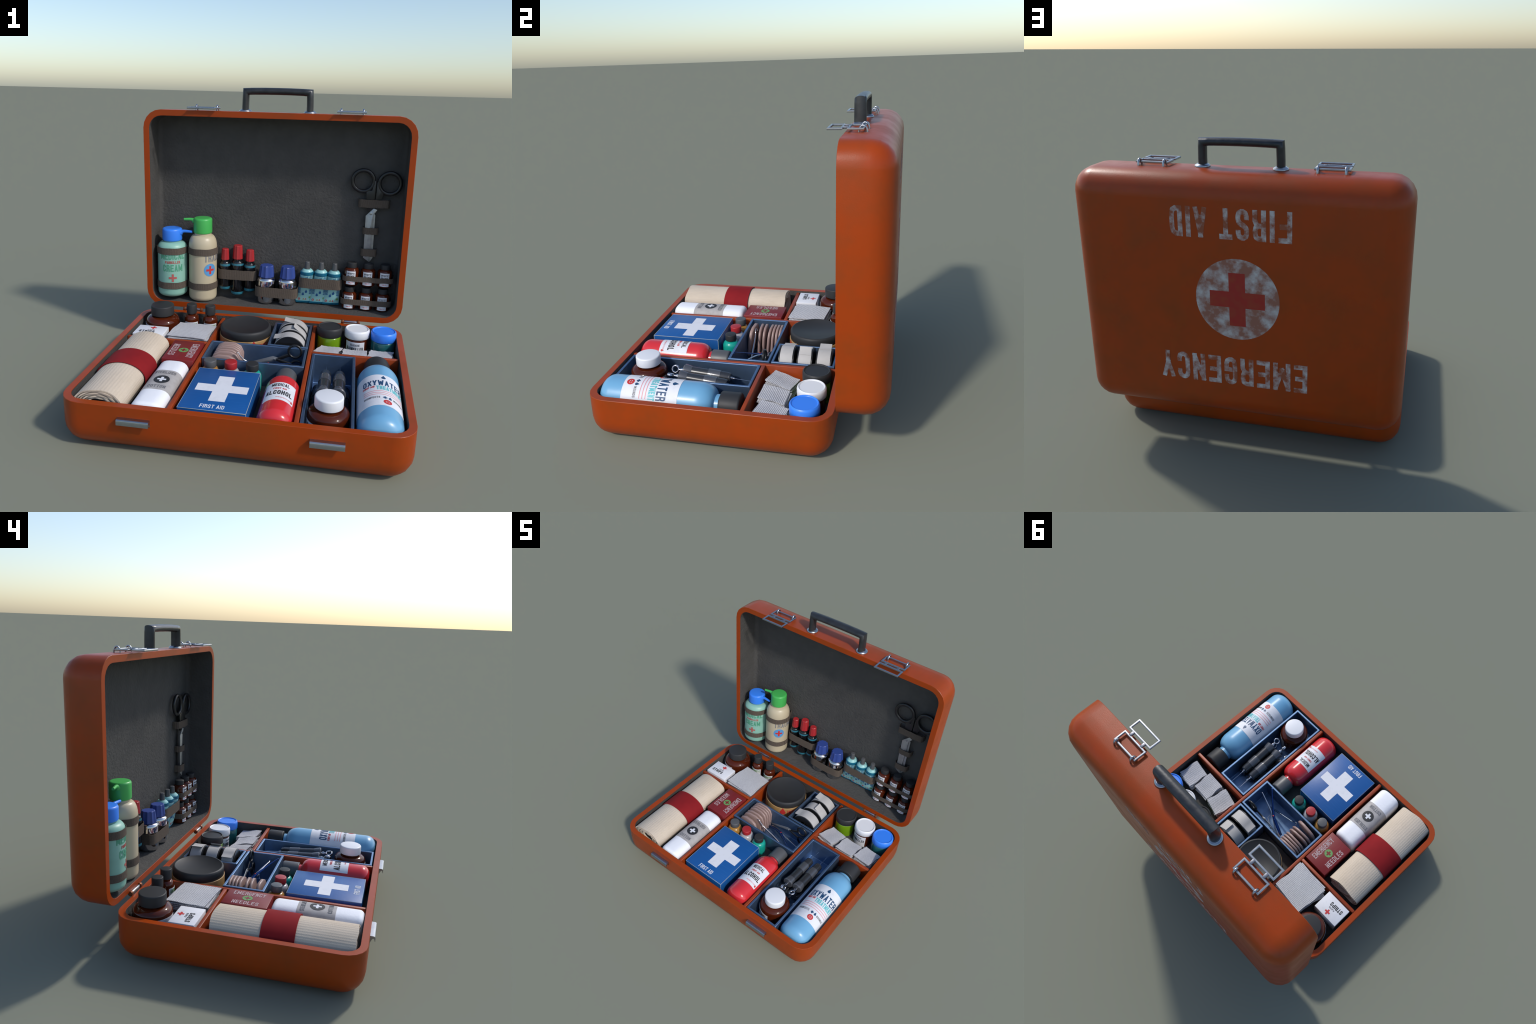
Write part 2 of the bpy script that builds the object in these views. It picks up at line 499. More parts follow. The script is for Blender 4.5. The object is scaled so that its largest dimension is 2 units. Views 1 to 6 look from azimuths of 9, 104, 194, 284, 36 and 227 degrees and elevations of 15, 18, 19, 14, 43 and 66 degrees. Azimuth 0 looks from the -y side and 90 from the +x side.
def patch(name, R, theta, half, z0, z1, m, parent, t=0.0012, n=26):
    """Paper label wrapped on a cylinder."""
    return mark(name, rect_cols(2 * half * R, z1 - z0, 0, 0, n), m, parent, round_map(R, theta, (z0 + z1) / 2), depth=t, lift=0.0002)


# ------------------------------------------------------------------ the case
HX, HY, DEP = 0.990, 0.760, 0.293
WALL, RC, RB = 0.044, 0.136, 0.138
Z_RIM = DEP


def rrect(hx, hy, r, z, n=5):
    r = max(r, 0.002)
    out = []
    for k, (sx, sy) in enumerate(((1, 1), (-1, 1), (-1, -1), (1, -1))):
        for i in range(n + 1):
            a = pi / 2 * (k + i / n)
            out.append((sx * (hx - r) + r * cos(a), sy * (hy - r) + r * sin(a), z))
    return out


def shell(name, parent, mtx, fl):
    prof = []  # (inset, height), from the middle of the outside bottom up, over the rim, and down inside
    n = 5
    draft = 0.0015
    for i in range(n + 1):
        a = pi / 2 * i / n
        prof.append((RB * (1 - sin(a)) + draft, RB * (1 - cos(a))))
    prof += [(draft * 0.5, 0.21), (0.0006, DEP - 0.0022), (0.0022, DEP)]
    prof += [(WALL - 0.0012, DEP), (WALL, DEP - 0.0012), (WALL, DEP - 0.0080)]
    for i in range(n + 1):
        a = pi / 2 * i / n
        prof.append((WALL + 0.03 * (1 - cos(a)), fl - 0.008 + 0.03 * (1 - sin(a))))
    rings = [rrect(HX - ins, HY - ins, RC - ins * 0.92, z) for ins, z in prof]
    v, f = loft(rings)
    o = obj(name, v, f, M_PAINT, parent, mtx, 34)
    return o


def lining(name, parent, mtx, fl):
    prof = []
    W = WALL + 0.0012
    n = 6
    prof = [(W - 0.0011, DEP - 0.0030), (W, DEP - 0.0025)]
    for i in range(n + 1):
        a = pi / 2 * i / n
        prof.append((W + 0.035 * (1 - cos(a)), fl + 0.035 * (1 - sin(a))))
    rings = [rrect(HX - ins, HY - ins, RC - ins * 0.92, z) for ins, z in prof]
    v, f = loft(rings, closed_ends=False)
    k = len(rings[0])
    f.append(tuple((len(rings) - 1) * k + j for j in range(k)))
    o = obj(name, v, f, M_LIN, parent, mtx, 40)
    return o


YC, ZC, YB = -0.1405, 1.0705, 0.9310
case = empty("first_aid_case", (0, 0, 0), "open orange hard case with divided base and strapped lid", "first aid kit")
base = shell("base", case, Matrix.Translation((0, YC, 0)), 0.048)
lining("base_lining", base, Matrix.Identity(4), 0.055)
lidM = Matrix.Translation((0, YB, ZC)) @ Matrix.Rotation(radians(90), 4, "X")
lid = shell("lid", case, lidM, 0.060)
lining("lid_lining", lid, Matrix.Identity(4), 0.062)
lid_inv = lidM.inverted()


def on_lid(o):
    """Parts modelled in world coordinates that belong to the lid."""
    o.parent = lid
    o.matrix_parent_inverse = lid_inv
    return o


# dividers
YI0, YI1 = YC - HY + 0.0455, YC + HY - 0.0455
ZF, ZD = 0.0405, 0.276
XI = HX - 0.0455
for a, b in (((-0.366, YI0 + 0.001), (-0.340, YI1 - 0.001)), ((0.341, YI0 + 0.001), (0.367, YI1 - 0.001)),
             ((-XI + 0.001, 0.076), (-0.3665, 0.102)), ((0.3675, 0.076), (XI - 0.001, 0.102))):
    box("divider", (*a, ZF), (*b, ZD), M_DIV, case, 0.004)


# raised floors of the open compartments
for a, b in (((-XI + 0.002, YI0 + 0.002), (-0.368, 0.074)), ((-XI + 0.002, 0.104), (-0.368, YI1 - 0.002)), ((0.369, 0.104), (XI - 0.002, YI1 - 0.002)),
             ((0.6625, YI0 + 0.002), (XI - 0.002, 0.074)), ((-0.338, YI0 + 0.002), (0.339, -0.1745)), ((-0.338, 0.1215), (0.0525, YI1 - 0.002))):
    box("compartment_floor", (*a, 0.100), (*b, 0.125), M_LIN, case, 0.002)


def tray(lo, hi, top, label, wall=0.017, floor=0.012):
    cx, cy = (lo[0] + hi[0]) / 2, (lo[1] + hi[1]) / 2
    t = empty("compartment_tray", (cx, cy, 0.0560), label, "tray")
    hx, hy, h = (hi[0] - lo[0]) / 2, (hi[1] - lo[1]) / 2, top - 0.0560
    prof = [(0.004, 0), (0, 0.004), (0, h - 0.003), (0.003, h), (wall - 0.003, h), (wall, h - 0.003), (wall, floor + 0.003), (wall + 0.003, floor)]
    rings = [rrect(hx - i, hy - i, 0.0035, z, 2) for i, z in prof]
    v, f = loft(rings)
    obj("tray_box", v, f, M_BLUE, t, None, 30)
    return t


tray((-0.335, -0.172), (0.335, 0.119), 0.283, "blue metal tray holding small tools and plasters")
tray((0.055, 0.130), (0.336, 0.556), 0.283, "blue metal tray holding three rolls of tape")
tray((0.373, -0.845), (0.660, 0.069), 0.277, "long blue metal tray holding syringes")

# hooks on the front wall
for xc in (-0.5285, 0.5275):
    prof = [(-0.888, 0.176), (-0.8965, 0.184), (-0.905, 0.197), (-0.911, 0.210), (-0.917, 0.2165), (-0.923, 0.2155), (-0.926, 0.209), (-0.9275, 0.199),
            (-0.9315, 0.199), (-0.9315, 0.221), (-0.929, 0.2275), (-0.924, 0.2315), (-0.916, 0.2325), (-0.888, 0.2325)]
    n = len(prof)
    v = [(xc - 0.092, y, z) for y, z in prof] + [(xc + 0.092, y, z) for y, z in prof]
    f = [tuple(range(n)), tuple(range(n, 2 * n))] + [(i, (i + 1) % n, n + (i + 1) % n, n + i) for i in range(n)]
    obj("catch", v, f, M_STEEL, case, None, 30)

# hinges between base and lid
for x0, x1 in ((-0.692, -0.535), (0.545, 0.687)):
    h = empty("hinge", ((x0 + x1) / 2, 0.6325, 0.3035))
    h.parent = case
    half = (x1 - x0) / 2
    R90 = Matrix.Rotation(radians(90), 4, "Y")
    for a, b, r, m, nm in ((-half, -half + 0.022, 0.0175, M_COPPER, "knuckle"), (half - 0.022, half, 0.0175, M_COPPER, "knuckle"), (-half + 0.022, half - 0.022, 0.0115, M_STEEL, "pin")):
        lathe(nm, rnd(r, a, b, 0.003, 0.003, 2), m, h, 12, R90, angle=40)

# handle
ZT = 1.8310
hd = empty("handle", (0, 0.690, ZT))
on_lid(hd)


def oval(cx, cy, cz, a, b, axis, n=20, p=2.1):
    out = []
    for i in range(n):
        t = 2 * pi * i / n
        c, s = cos(t), sin(t)
        u, w = math.copysign(abs(c) ** (2 / p), c) * a, math.copysign(abs(s) ** (2 / p), s) * b
        out.append(Vector((cx, cy, cz)) + Vector(axis) * u + Vector((0, 1, 0)) * w)
    return out


path = [((-0.232, 0.0), 0), ((-0.232, 0.05), 0), ((-0.230, 0.118), 0), ((-0.2275, 0.139), 45), ((-0.18, 0.1415), 87), ((-0.09, 0.1435), 89), ((0.0, 0.1440), 90)]
path += [((-x, z), 180 - a) for (x, z), a in reversed(path[:-1])]
rings = []
for (x, z), a in path:
    ar = radians(a)
    ax = (-cos(ar), 0, sin(ar))
    k = 1.36 if a in (45, 135) else 1.0
    rings.append(oval(x, 0, z, 0.0245 * k, 0.0365, ax))
v, f = loft(rings)
obj("grip", v, f, M_HANDLE, hd, None, 60)
for s in (-1, 1):
    fr = []
    for k, z in ((1.0, 0.0), (1.0, 0.004), (0.93, 0.009), (0.80, 0.011), (0.68, 0.016), (0.60, 0.016)):
        fr.append([(s * 0.233 + 0.046 * k * cos(2 * pi * i / 28), 0.006 + 0.0475 * (k if k > .8 else k * 1.1) * sin(2 * pi * i / 28), z) for i in range(28)])
    v, f = loft(fr)
    obj("flange", v, f, M_STEEL, hd, None, 40)

# latches on top of the lid: two hinged wire frames held by two eyes
for xc in (0.528, -0.529):
    la = empty("latch", (xc, 0.690, ZT))
    on_lid(la)

    def frame(y0, y1, z, w=0.101, b=0.0067):
        cn = [(-w + b, y0 + b), (w - b, y0 + b), (w - b, y1 - b), (-w + b, y1 - b)]
        rings = []
        for i in range(4):
            x, y = cn[i]
            dx, dy = math.copysign(1, x), (-1 if i < 2 else 1)
            sec = []
            for k in range(12):
                t = 2 * pi * k / 12
                u, h2 = cos(t), sin(t)
                q = (abs(u) ** 3.2 + abs(h2) ** 3.2) ** (-1 / 3.2)
                sec.append((x + dx * u * q * b, y + dy * u * q * b, z + h2 * q * b))
            rings.append(sec)
        v, f = loft(rings, loop=True)
        obj("wire_frame", v, f, M_STEEL, la, None, 35)

    frame(0.544 - 0.690, 0.628 - 0.690, 0.0185)
    frame(0.651 - 0.690, 0.740 - 0.690, 0.0175)
    for x in (-0.052, 0.052):
        box("clip", (x - 0.0095, 0.624 - 0.690, 0.0135), (x + 0.0095, 0.657 - 0.690, 0.0266), M_CLIP, la, 0.002)
    for x in (-0.077, 0.079):
        pts = [(x, 0.0445 + 0.022 * cos(t), -0.004 + 0.0 + (0.039 * sin(t) if sin(t) > 0 else 0)) for t in [pi * i / 12 for i in range(13)]]
        tube("eye", pts, 0.0054, M_STEEL, la, 10, up=(1, 0, 0), flat=1.35)

# painted marks on the back of the lid (upside down while the lid is open)
back = flat_map((0, YB, 0), (1, 0, 0), (0, 0, -1))
bm_ = lambda x, z: flat_map((x, YB, z), (1, 0, 0), (0, 0, -1))
on_lid(words("lettering", "FIRST AID", 0.704, 0.178, M_WORNT, None, bm_(0.002, 1.563), t=0.17, gw=0.30, depth=0.0007, lift=0.0001))
on_lid(words("lettering", "EMERGENCY", 0.906, 0.182, M_WORNT, None, bm_(0.0085, 0.650), t=0.16, gw=0.30, gap=0.12, depth=0.0007, lift=0.0001))
on_lid(mark("round_emblem", disc_cols(0.249), M_WORNW, None, bm_(-0.031, 1.114), depth=0.0006, lift=0.0001))
on_lid(mark("emblem_cross", cross_cols(0.164, 0.0485), M_CROSSR, None, bm_(-0.031, 1.114), depth=0.0007, lift=0.0006))

# straps in the lid: webbing that stands off the back wall and wraps whatever it holds
YW = YB - 0.0630


def strap(pts, z0, z1, t=0.0028, tilt=0.0):
    """pts: plan path (x, y) from wall to wall."""
    n = len(pts)
    V, F = [], []
    for i, (x, y) in enumerate(pts):
        a, b = pts[max(i - 1, 0)], pts[min(i + 1, n - 1)]
        d = Vector((b[0] - a[0], b[1] - a[1])).normalized()
        nx, ny = d.y, -d.x
        e = 0.0012 * sin(i * 0.9)
        for s in (1, -1):
            V += [(x + nx * t / 2 * s, y + ny * t / 2 * s, z0 + e + tilt * x), (x + nx * t / 2 * s, y + ny * t / 2 * s, z1 + e + tilt * x)]
    for i in range(n - 1):
        p, q = 4 * i, 4 * i + 4
        F += [(p, q, q + 1, p + 1), (p + 2, p + 3, q + 3, q + 2), (p + 1, q + 1, q + 3, p + 3), (p, p + 2, q + 2, q)]
    F += [(0, 1, 3, 2), (4 * n - 4, 4 * n - 2, 4 * n - 1, 4 * n - 3)]
    return on_lid(obj("strap", V, F, M_STRAP, None, None, 50))


def hug(cx, cy, r, spread=0.0, n=28):
    """Plan path: wall, round the front of a round bottle, back to the wall."""
    g = 0.62
    p = [(cx - r * cos(g + 0.25), YW)]
    p += [(cx - r * cos(-g + (pi + 2 * g) * i / n), cy - r * sin(-g + (pi + 2 * g) * i / n)) for i in range(n + 1)]
    return p + [(cx + r * cos(g + 0.25), YW)]


def row(x0, x1, yf, n=8, rx=0.055):
    """Plan path: rounded ends and a nearly straight front."""
    p = [(x0, YW)]
    p += [(x0 + rx * (1 - cos(pi / 2 * i / n)), yf + 0.035 * (1 - sin(pi / 2 * i / n))) for i in range(n + 1)]
    m = 14
    p += [(x0 + rx + (x1 - x0 - 2 * rx) * i / m, yf - 0.002 * sin(pi * i / m)) for i in range(1, m)]
    p += [(x1 - rx * (1 - cos(pi / 2 * i / n)), yf + 0.035 * (1 - sin(pi / 2 * i / n))) for i in range(n, -1, -1)]
    return p + [(x1, YW)]


for z0, z1 in ((0.739, 0.790), (0.461, 0.513)):
    strap(hug(-0.806, 0.729, 0.1205, 0.002), z0, z1)
    strap(hug(-0.565, 0.752, 0.1150, 0.001), z0, z1)
strap(row(-0.452, -0.142, 0.768), 0.527, 0.606)
strap(row(-0.140, 0.192, 0.711, rx=0.07), 0.421, 0.500)
strap(row(0.199, 0.530, 0.756), 0.505, 0.586)
strap(row(0.535, 0.918, 0.740), 0.592, 0.631)
strap(row(0.531, 0.914, 0.738), 0.405, 0.449)
for x0, x1, z0, z1, yf in ((0.616, 0.847, 1.154, 1.214, 0.817), (0.661, 0.778, 0.948, 0.999, 0.818), (0.658, 0.777, 0.776, 0.834, 0.818)):
    strap(row(x0, x1, yf, rx=0.022), z0, z1)

# ------------------------------------------------------------------ things in the lid
ZS = 0.3590   # shelf made by the lower wall of the lid


def spray(loc, r, zs, rn, zn, m, capm, rc, zc0, zc1, tip, sh, what):
    b = empty("spray_bottle", loc, what, "bottle")
    z0 = loc[2]
    lathe("body", bottle(r, zs - z0, rn, zn - z0, 0.036, sh), m, b, 56)
    cp = lathe("cap", rnd(rc, zc0 - z0, zc1 - z0, 0.012, 0.016, 5), capm, b, 48)
    d = Vector(tip) - Vector(loc)
    u = Vector((d.x, d.y, 0)).normalized()
    zt = d.z
    s = u * (rc * 0.93)
    e = Vector((d.x, d.y, 0))
    pts = [s + Vector((0, 0, zt - 0.010)), s + u * 0.014 + Vector((0, 0, zt - 0.002)), s + u * 0.03 + Vector((0, 0, zt + 0.001)), e + Vector((0, 0, zt))]
    tube("nozzle", pts, [0.023, 0.0135, 0.0115, 0.0095], capm, cp, 14)
    return b


sb = spray((-0.806, 0.729, 0.390), 0.116, 0.772, 0.066, 0.836, M_MINT, M_CYANBL, 0.0775, 0.832, 0.930, (-0.642, 0.716, 0.909), 0.054, "mint bottle with blue spray cap and printed label")
th = radians(-90 + 17)
fm = lambda z: round_map(0.1162, th, z - 0.390)
words("lettering", "MEDICAL", 0.200, 0.052, M_GREENINK, sb, fm(0.726), depth=0.0006)
words("lettering", "PAINKILLER", 0.118, 0.021, M_SOFTRED, sb, fm(0.678), depth=0.0006, t=0.2)
words("lettering", "CREAM", 0.158, 0.055, M_GREENINK, sb, fm(0.631), depth=0.0006)
mark("printed_cross", cross_cols(0.031, 0.008), M_SOFTRED, sb, fm(0.552))

sg = spray((-0.565, 0.752, ZS), 0.110, 0.800, 0.066, 0.885, M_CREAM, M_GREEN, 0.073, 0.898, 1.020, (-0.710, 0.727, 1.003), 0.085, "cream bottle with green spray cap")
words("lettering", "TRAUMA", 0.205, 0.058, M_TRAINK, sg, round_map(0.1102, radians(-90 + 73), 0.716 - ZS), depth=0.0006)
mark("round_emblem", disc_cols(0.051), M_SKYINK, sg, round_map(0.1102, radians(-45), 0.622 - ZS), depth=0.0006, lift=0.0003)
mark("emblem_cross", cross_cols(0.033, 0.0085), M_REDINK, sg, round_map(0.1102, radians(-45), 0.622 - ZS), depth=0.0006, lift=0.0009)


def ridged(nf, depth):
    return lambda th, r: r * (1 - depth * abs(cos(nf * th / 2)))


def fluted(nf, depth):
    return lambda th, r: r * (1 - depth * (0.5 + 0.5 * cos(nf * th)) ** 2)


for x, y, z0, r, rc0, rc1, zc0, zc1 in ((-0.398, 0.816, 0.432, 0.0425, 0.034, 0.0285, 0.678, 0.766), (-0.298, 0.825, 0.395, 0.0505, 0.042, 0.0350, 0.688, 0.798), (-0.199, 0.823, 0.428, 0.0435, 0.036, 0.0300, 0.676, 0.767)):
    b = empty("dropper_vial", (x, y, z0), "black glossy vial with fluted red cap", "vial")
    h = zc0 - z0
    lathe("body", bottle(r, h - 0.045, r * 0.72, h - 0.012, 0.012), M_BLACK, b, 36)
    lathe("label_band", [(r + 0.0008, h - 0.048), (r * 0.98 + 0.001, h - 0.036), (r * 0.86 + 0.002, h - 0.021), (r * 0.6, h - 0.02), (r * 0.6, h - 0.048)], M_TEALBAND, b, 36, loop=True)
    lathe("label_band", [(r - 0.005, 0.002), (r + 0.0008, 0.010), (r + 0.0008, 0.028), (r * 0.6, 0.028), (r * 0.6, 0.002)], M_TEALBAND, b, 36, loop=True)
    lathe("cap", [(0, h), (rc0 - 0.002, h), (rc0, h + 0.003), (rc1, zc1 - z0 - 0.004), (rc1 - 0.004, zc1 - z0), (0, zc1 - z0)], M_REDCAP, b, 60, flute=ridged(10, 0.07), angle=14)

for x in (-0.058, 0.109):
    b = empty("steel_flask", (x, 0.788, ZS), "mirror steel flask with faceted blue cap", "flask")
    lathe("body", bottle(0.0745, 0.183, 0.046, 0.212, 0.022), M_CHROME, b, 56)
    mark("base_dimple", disc_cols(0.026), M_STEEL, b, round_map(0.0735, radians(-90 + 10), 0.045), depth=0.0015, lift=0.0)
    lathe("cap", [(0, 0.212), (0.0605, 0.212), (0.0630, 0.216), (0.0525, 0.299), (0.0490, 0.303), (0, 0.303)], M_NAVY, b, 60, flute=ridged(10, 0.10), angle=16)

for x in (0.258, 0.367, 0.470):
    b = empty("ointment_tube", (x, 0.811, 0.366), "aqua squeeze tube with grey nozzle", "tube")
    rings = []
    for i in range(13):
        t = i / 12
        k = t ** 0.8
        hw, hd2 = 0.066 + (0.052 - 0.066) * k, 0.004 + (0.052 - 0.004) * k ** 0.9
        cx, cy = -0.020 * (1 - k), 0.008 * (1 - k)
        rings.append([(cx + hw * cos(2 * pi * j / 32), cy + hd2 * sin(2 * pi * j / 32) + 0.10 * (1 - k) * hw * cos(2 * pi * j / 32), 0.240 * t) for j in range(32)])
    v, f = loft(rings)
    obj("tube_body", v, f, M_TUBE, b)
    lathe("band", [(0.0528, 0.238), (0.0545, 0.241), (0.0535, 0.262), (0.048, 0.264), (0.03, 0.264), (0.03, 0.238)], M_TUBEDK, b, 40, loop=True)
    lathe("shoulder", [(0, 0.25), (0.0475, 0.260), (0.046, 0.268), (0.032, 0.282), (0.0, 0.283)], M_TUBE, b, 40)
    lathe("nozzle", [(0, 0.278), (0.0215, 0.278), (0.0215, 0.284), (0.0185, 0.337), (0.0165, 0.340), (0, 0.340)], M_GREYCAP, b, 40, flute=fluted(10, 0.07), angle=25)
    low = []
    for t in (0.0, 0.004, 0.07, 0.078):
        k = t ** 0.8
        g = 0.0012 if 0.001 < t < 0.075 else -0.0008
        hw, hd2 = 0.066 + (0.052 - 0.066) * k + g, 0.004 + (0.052 - 0.004) * k ** 0.9 + g
        low.append([(-0.020 * (1 - k) + hw * cos(2 * pi * j / 32), 0.008 * (1 - k) + hd2 * sin(2 * pi * j / 32) + 0.10 * (1 - k) * hw * cos(2 * pi * j / 32), 0.240 * t - 0.001) for j in range(32)])
    v, f = loft(low)
    obj("crimp", v, f, M_TUBEDK, b)

    def tube_front(x0, z0):
        # point on the tapering front face of the tube
        def g(a, c, d):
            zz = z0 + c
            k = max(zz / 0.240, 0) ** 0.8
            hw, hd2 = 0.066 + (0.052 - 0.066) * k, 0.004 + (0.052 - 0.004) * k ** 0.9
            u = max(-0.98, min(0.98, (x0 + a) / hw))
            return Vector((-0.020 * (1 - k) + hw * u, 0.008 * (1 - k) - hd2 * sqrt(1 - u * u) + 0.10 * (1 - k) * hw * u - d, zz))
        return g
    mark("printed_drop", drop_cols(0.010), M_TUBETX, b, tube_front(-0.012, 0.078))
    mark("printed_drop", drop_cols(0.010), M_TUBETX, b, tube_front(0.010, 0.100))
    mark("printed_square", rect_cols(0.017, 0.017), M_LEAFINK, b, tube_front(0.045, 0.050))
    mark("printed_ring", disc_cols(0.0095, hole=0.005), M_REDINK, b, tube_front(-0.038, 0.034))
    mark("printed_triangle", [[(-0.007, -0.006, -0.0059), (0, -0.006, 0.007), (0.007, -0.006, -0.0059)]], M_REDINK, b, tube_front(0.014, 0.036))
    mark("printed_triangle", [[(-0.007, -0.006, -0.0059), (0, -0.006, 0.007), (0.007, -0.006, -0.0059)]], M_HONEY, b, tube_front(-0.004, 0.036))
    up = lambda x0, z0: (lambda a, c, d, g=tube_front(x0, z0): g(-c, a, d))
    words("lettering", "BURN", 0.050, 0.020, M_TUBETX, b, up(-0.042, 0.110), depth=0.0005)
    words("lettering", "BURN", 0.048, 0.020, M_TUBETX, b, up(0.044, 0.104), depth=0.0005)
    words("lettering", "GEL", 0.044, 0.020, M_TUBETX, b, up(0.004, 0.212), depth=0.0005)
    words("lettering", "WATER", 0.044, 0.016, M_TUBETX, b, up(0.034, 0.212), depth=0.0005)

for x, z0 in ((0.600, 0.5525), (0.725, 0.5525), (0.852, 0.5525), (0.594, ZS), (0.721, ZS), (0.847, ZS)):
    zz = 0.5525 - ZS
    b = empty("pill_bottle", (x, 0.798, z0), "small amber pill bottle with dark cap", "bottle")
    lathe("body", bottle(0.0560, 0.112, 0.033, 0.138, 0.014), M_AMBER, b, 40)
    lathe("cap", rnd(0.0375, 0.136, 0.176, 0.003, 0.004, 3), M_DARK, b, 36)
    tl = radians(-94)
    patch("paper_label", 0.0561, tl, 0.63, 0.014, 0.118, M_PAPER, b)
    for k, wd in enumerate(("ANTISEPTIC", "TREATMENT")):
        words("lettering", wd, 0.056, 0.014, M_INK, b, round_map(0.0575, tl, 0.100 - 0.020 * k), depth=0.0003, lift=0.0003)
    words("lettering", "TABLETS", 0.034, 0.008, M_REDINK, b, round_map(0.0575, tl, 0.028), depth=0.0003, lift=0.0003)

# trauma scissors hanging handles-up
sc = empty("shears", (0.713, 0.836, 1.108), "long bandage shears with black ring handles", "scissors")


def ring_handle(cx, cz, side):
    R, r = 0.0785, 0.0145
    pts = [(cx + R * cos(2 * pi * i / 40), 0.0, cz + R * 1.0 * sin(2 * pi * i / 40)) for i in range(40)]
    tube("handle_ring", pts, r, M_BLACKP, sc, 12, closed=True, up=(0, 1, 0), flat=0.95)


ring_handle(0.641 - 0.713, 1.351 - 1.108, -1)
ring_handle(0.838 - 0.713, 1.338 - 1.108, 1)
XZ = Matrix.Rotation(radians(90), 4, "X")
for poly, y in (([(-0.018, 0.02), (0.022, 0.02), (0.022, 0.245), (0.010, 0.25), (-0.003, 0.175), (-0.045, 0.170), (-0.040, 0.105)], 0.006),
                ([(0.030, 0.02), (0.055, 0.055), (0.085, 0.155), (0.125, 0.150), (0.060, 0.172), (0.040, 0.235), (0.032, 0.240), (0.026, 0.10)], 0.008)):
    extrude_poly("handle_shank", poly, 0.018, M_BLACKP, sc, Matrix.Translation((0, y, 0)) @ XZ, bev=0.003)
extrude_poly("blade", [(-0.037, -0.018), (0.018, 0.040), (0.046, 0.030), (0.020, -0.010), (0.010, -0.375), (-0.034, -0.345)], 0.007, M_BLADE, sc, Matrix.Translation((0, -0.006, 0)) @ XZ, bev=0.0015)
extrude_poly("blade", [(0.034, -0.012), (-0.012, 0.050), (-0.020, 0.045), (0.010, -0.01), (0.012, -0.380), (0.022, -0.368), (0.036, -0.345)], 0.007, M_BLADE, sc, Matrix.Translation((0, 0.002, 0)) @ XZ, bev=0.0015)
lathe("pivot_screw", rnd(0.011, 0, 0.004, 0.001, 0.0015, 2), M_STEEL, sc, 20, Matrix.Translation((0.0, -0.012, 0.0)) @ XZ)

# ------------------------------------------------------------------ things in the base
ZB = 0.0425


def upright(name, x, y, label, cat, z=ZB):
    return empty(name, (x, y, z), label, cat)


# large amber bottle, dark cap
b = upright("medicine_bottle", -0.796, 0.430, "large amber bottle with dark ribbed cap", "bottle")
lathe("body", bottle(0.127, 0.232, 0.066, 0.276, 0.020), M_AMBER, b, 56)
lathe("cap", rnd(0.0865, 0.284, 0.3575, 0.004, 0.008, 4), M_DARK, b, 48)
patch("paper_label", 0.1272, radians(-126), 0.86, 0.05, 0.222, M_PAPER, b)
words("lettering", "TABLETS", 0.14, 0.03, M_INK, b, round_map(0.1286, radians(-126), 0.17), depth=0.0004, lift=0.0003)

for x in (-0.584, -0.439):
    b = upright("tincture_bottle", x, 0.489, "slim amber bottle with dark cap and green label", "bottle")
    lathe("body", bottle(0.0555, 0.240, 0.026, 0.278, 0.012), M_AMBER, b, 40)
    lathe("cap", rnd(0.0385, 0.288, 0.3575, 0.003, 0.005, 3), M_DARK, b, 40)
    patch("paper_label", 0.0557, radians(-80), 0.98, 0.10, 0.228, M_PAPER, b)
    words("lettering", "ANTIBIOTIC", 0.094, 0.026, M_LEAFINK, b, round_map(0.0571, radians(-80), 0.207), depth=0.0004, lift=0.0003)
    words("lettering", "LOTION", 0.05, 0.014, M_REDINK, b, round_map(0.0571, radians(-80), 0.172), depth=0.0004, lift=0.0003)

# tub
b = upright("ointment_tub", -0.140, 0.362, "wide kraft tub with black screw lid", "tub")
lathe("body", rnd(0.1905, 0.0, 0.218, 0.008, 0.004), M_KRAFT, b, 72)
lathe("cap", [(0, 0.214), (0.180, 0.214), (0.1850, 0.219), (0.1850, 0.262), (0.1835, 0.272), (0.178, 0.280), (0.171, 0.2825), (0.166, 0.281), (0.162, 0.2765), (0, 0.2765)], M_DARK, b, 72, angle=50)
mark("printed_flame", drop_cols(0.028), M_REDINK, b, round_map(0.1907, radians(-62), 0.172))
words("lettering", "INFLAM", 0.16, 0.05, M_REDINK, b, round_map(0.1907, radians(-62) + 0.65, 0.172), depth=0.0006)


def jar(x, y, r, rc, m, capm, zc, zt, what):
    b = upright("jar", x, y, what, "jar")
    lathe("body", bottle(r, zc - ZB - 0.012, r * 0.86, zc - ZB, 0.012), m, b, 48)
    h = zt - ZB
    lathe("cap", [(0, zc - ZB), (rc - 0.004, zc - ZB), (rc, zc - ZB + 0.004), (rc, h - 0.014), (rc - 0.003, h - 0.005), (rc - 0.009, h), (rc - 0.014, h - 0.002), (rc - 0.017, h - 0.006), (0, h - 0.006)], capm, b, 48, angle=50)
    return b


jar(0.469, 0.461, 0.0880, 0.0920, M_LEMON, M_DARK, 0.262, 0.328, "green jar with dark recessed lid")
b = jar(0.668, 0.459, 0.0820, 0.0905, M_AMBER, M_WHITE, 0.266, 0.328, "amber jar with white lid and paper label")
patch("paper_label", 0.0822, radians(-100), 0.90, 0.04, 0.205, M_PAPER, b)
words("lettering", "HEADACHE", 0.07, 0.016, M_INKGREY, b, round_map(0.0836, radians(-98), 0.184), depth=0.0004, lift=0.0003)
words("lettering", "PAINKILLER", 0.125, 0.030, M_INK, b, round_map(0.0836, radians(-98), 0.152), depth=0.0004, lift=0.0003)
jar(0.857, 0.447, 0.0880, 0.0905, M_TEALJAR, M_CYANBL, 0.262, 0.330, "teal jar with bright blue lid")

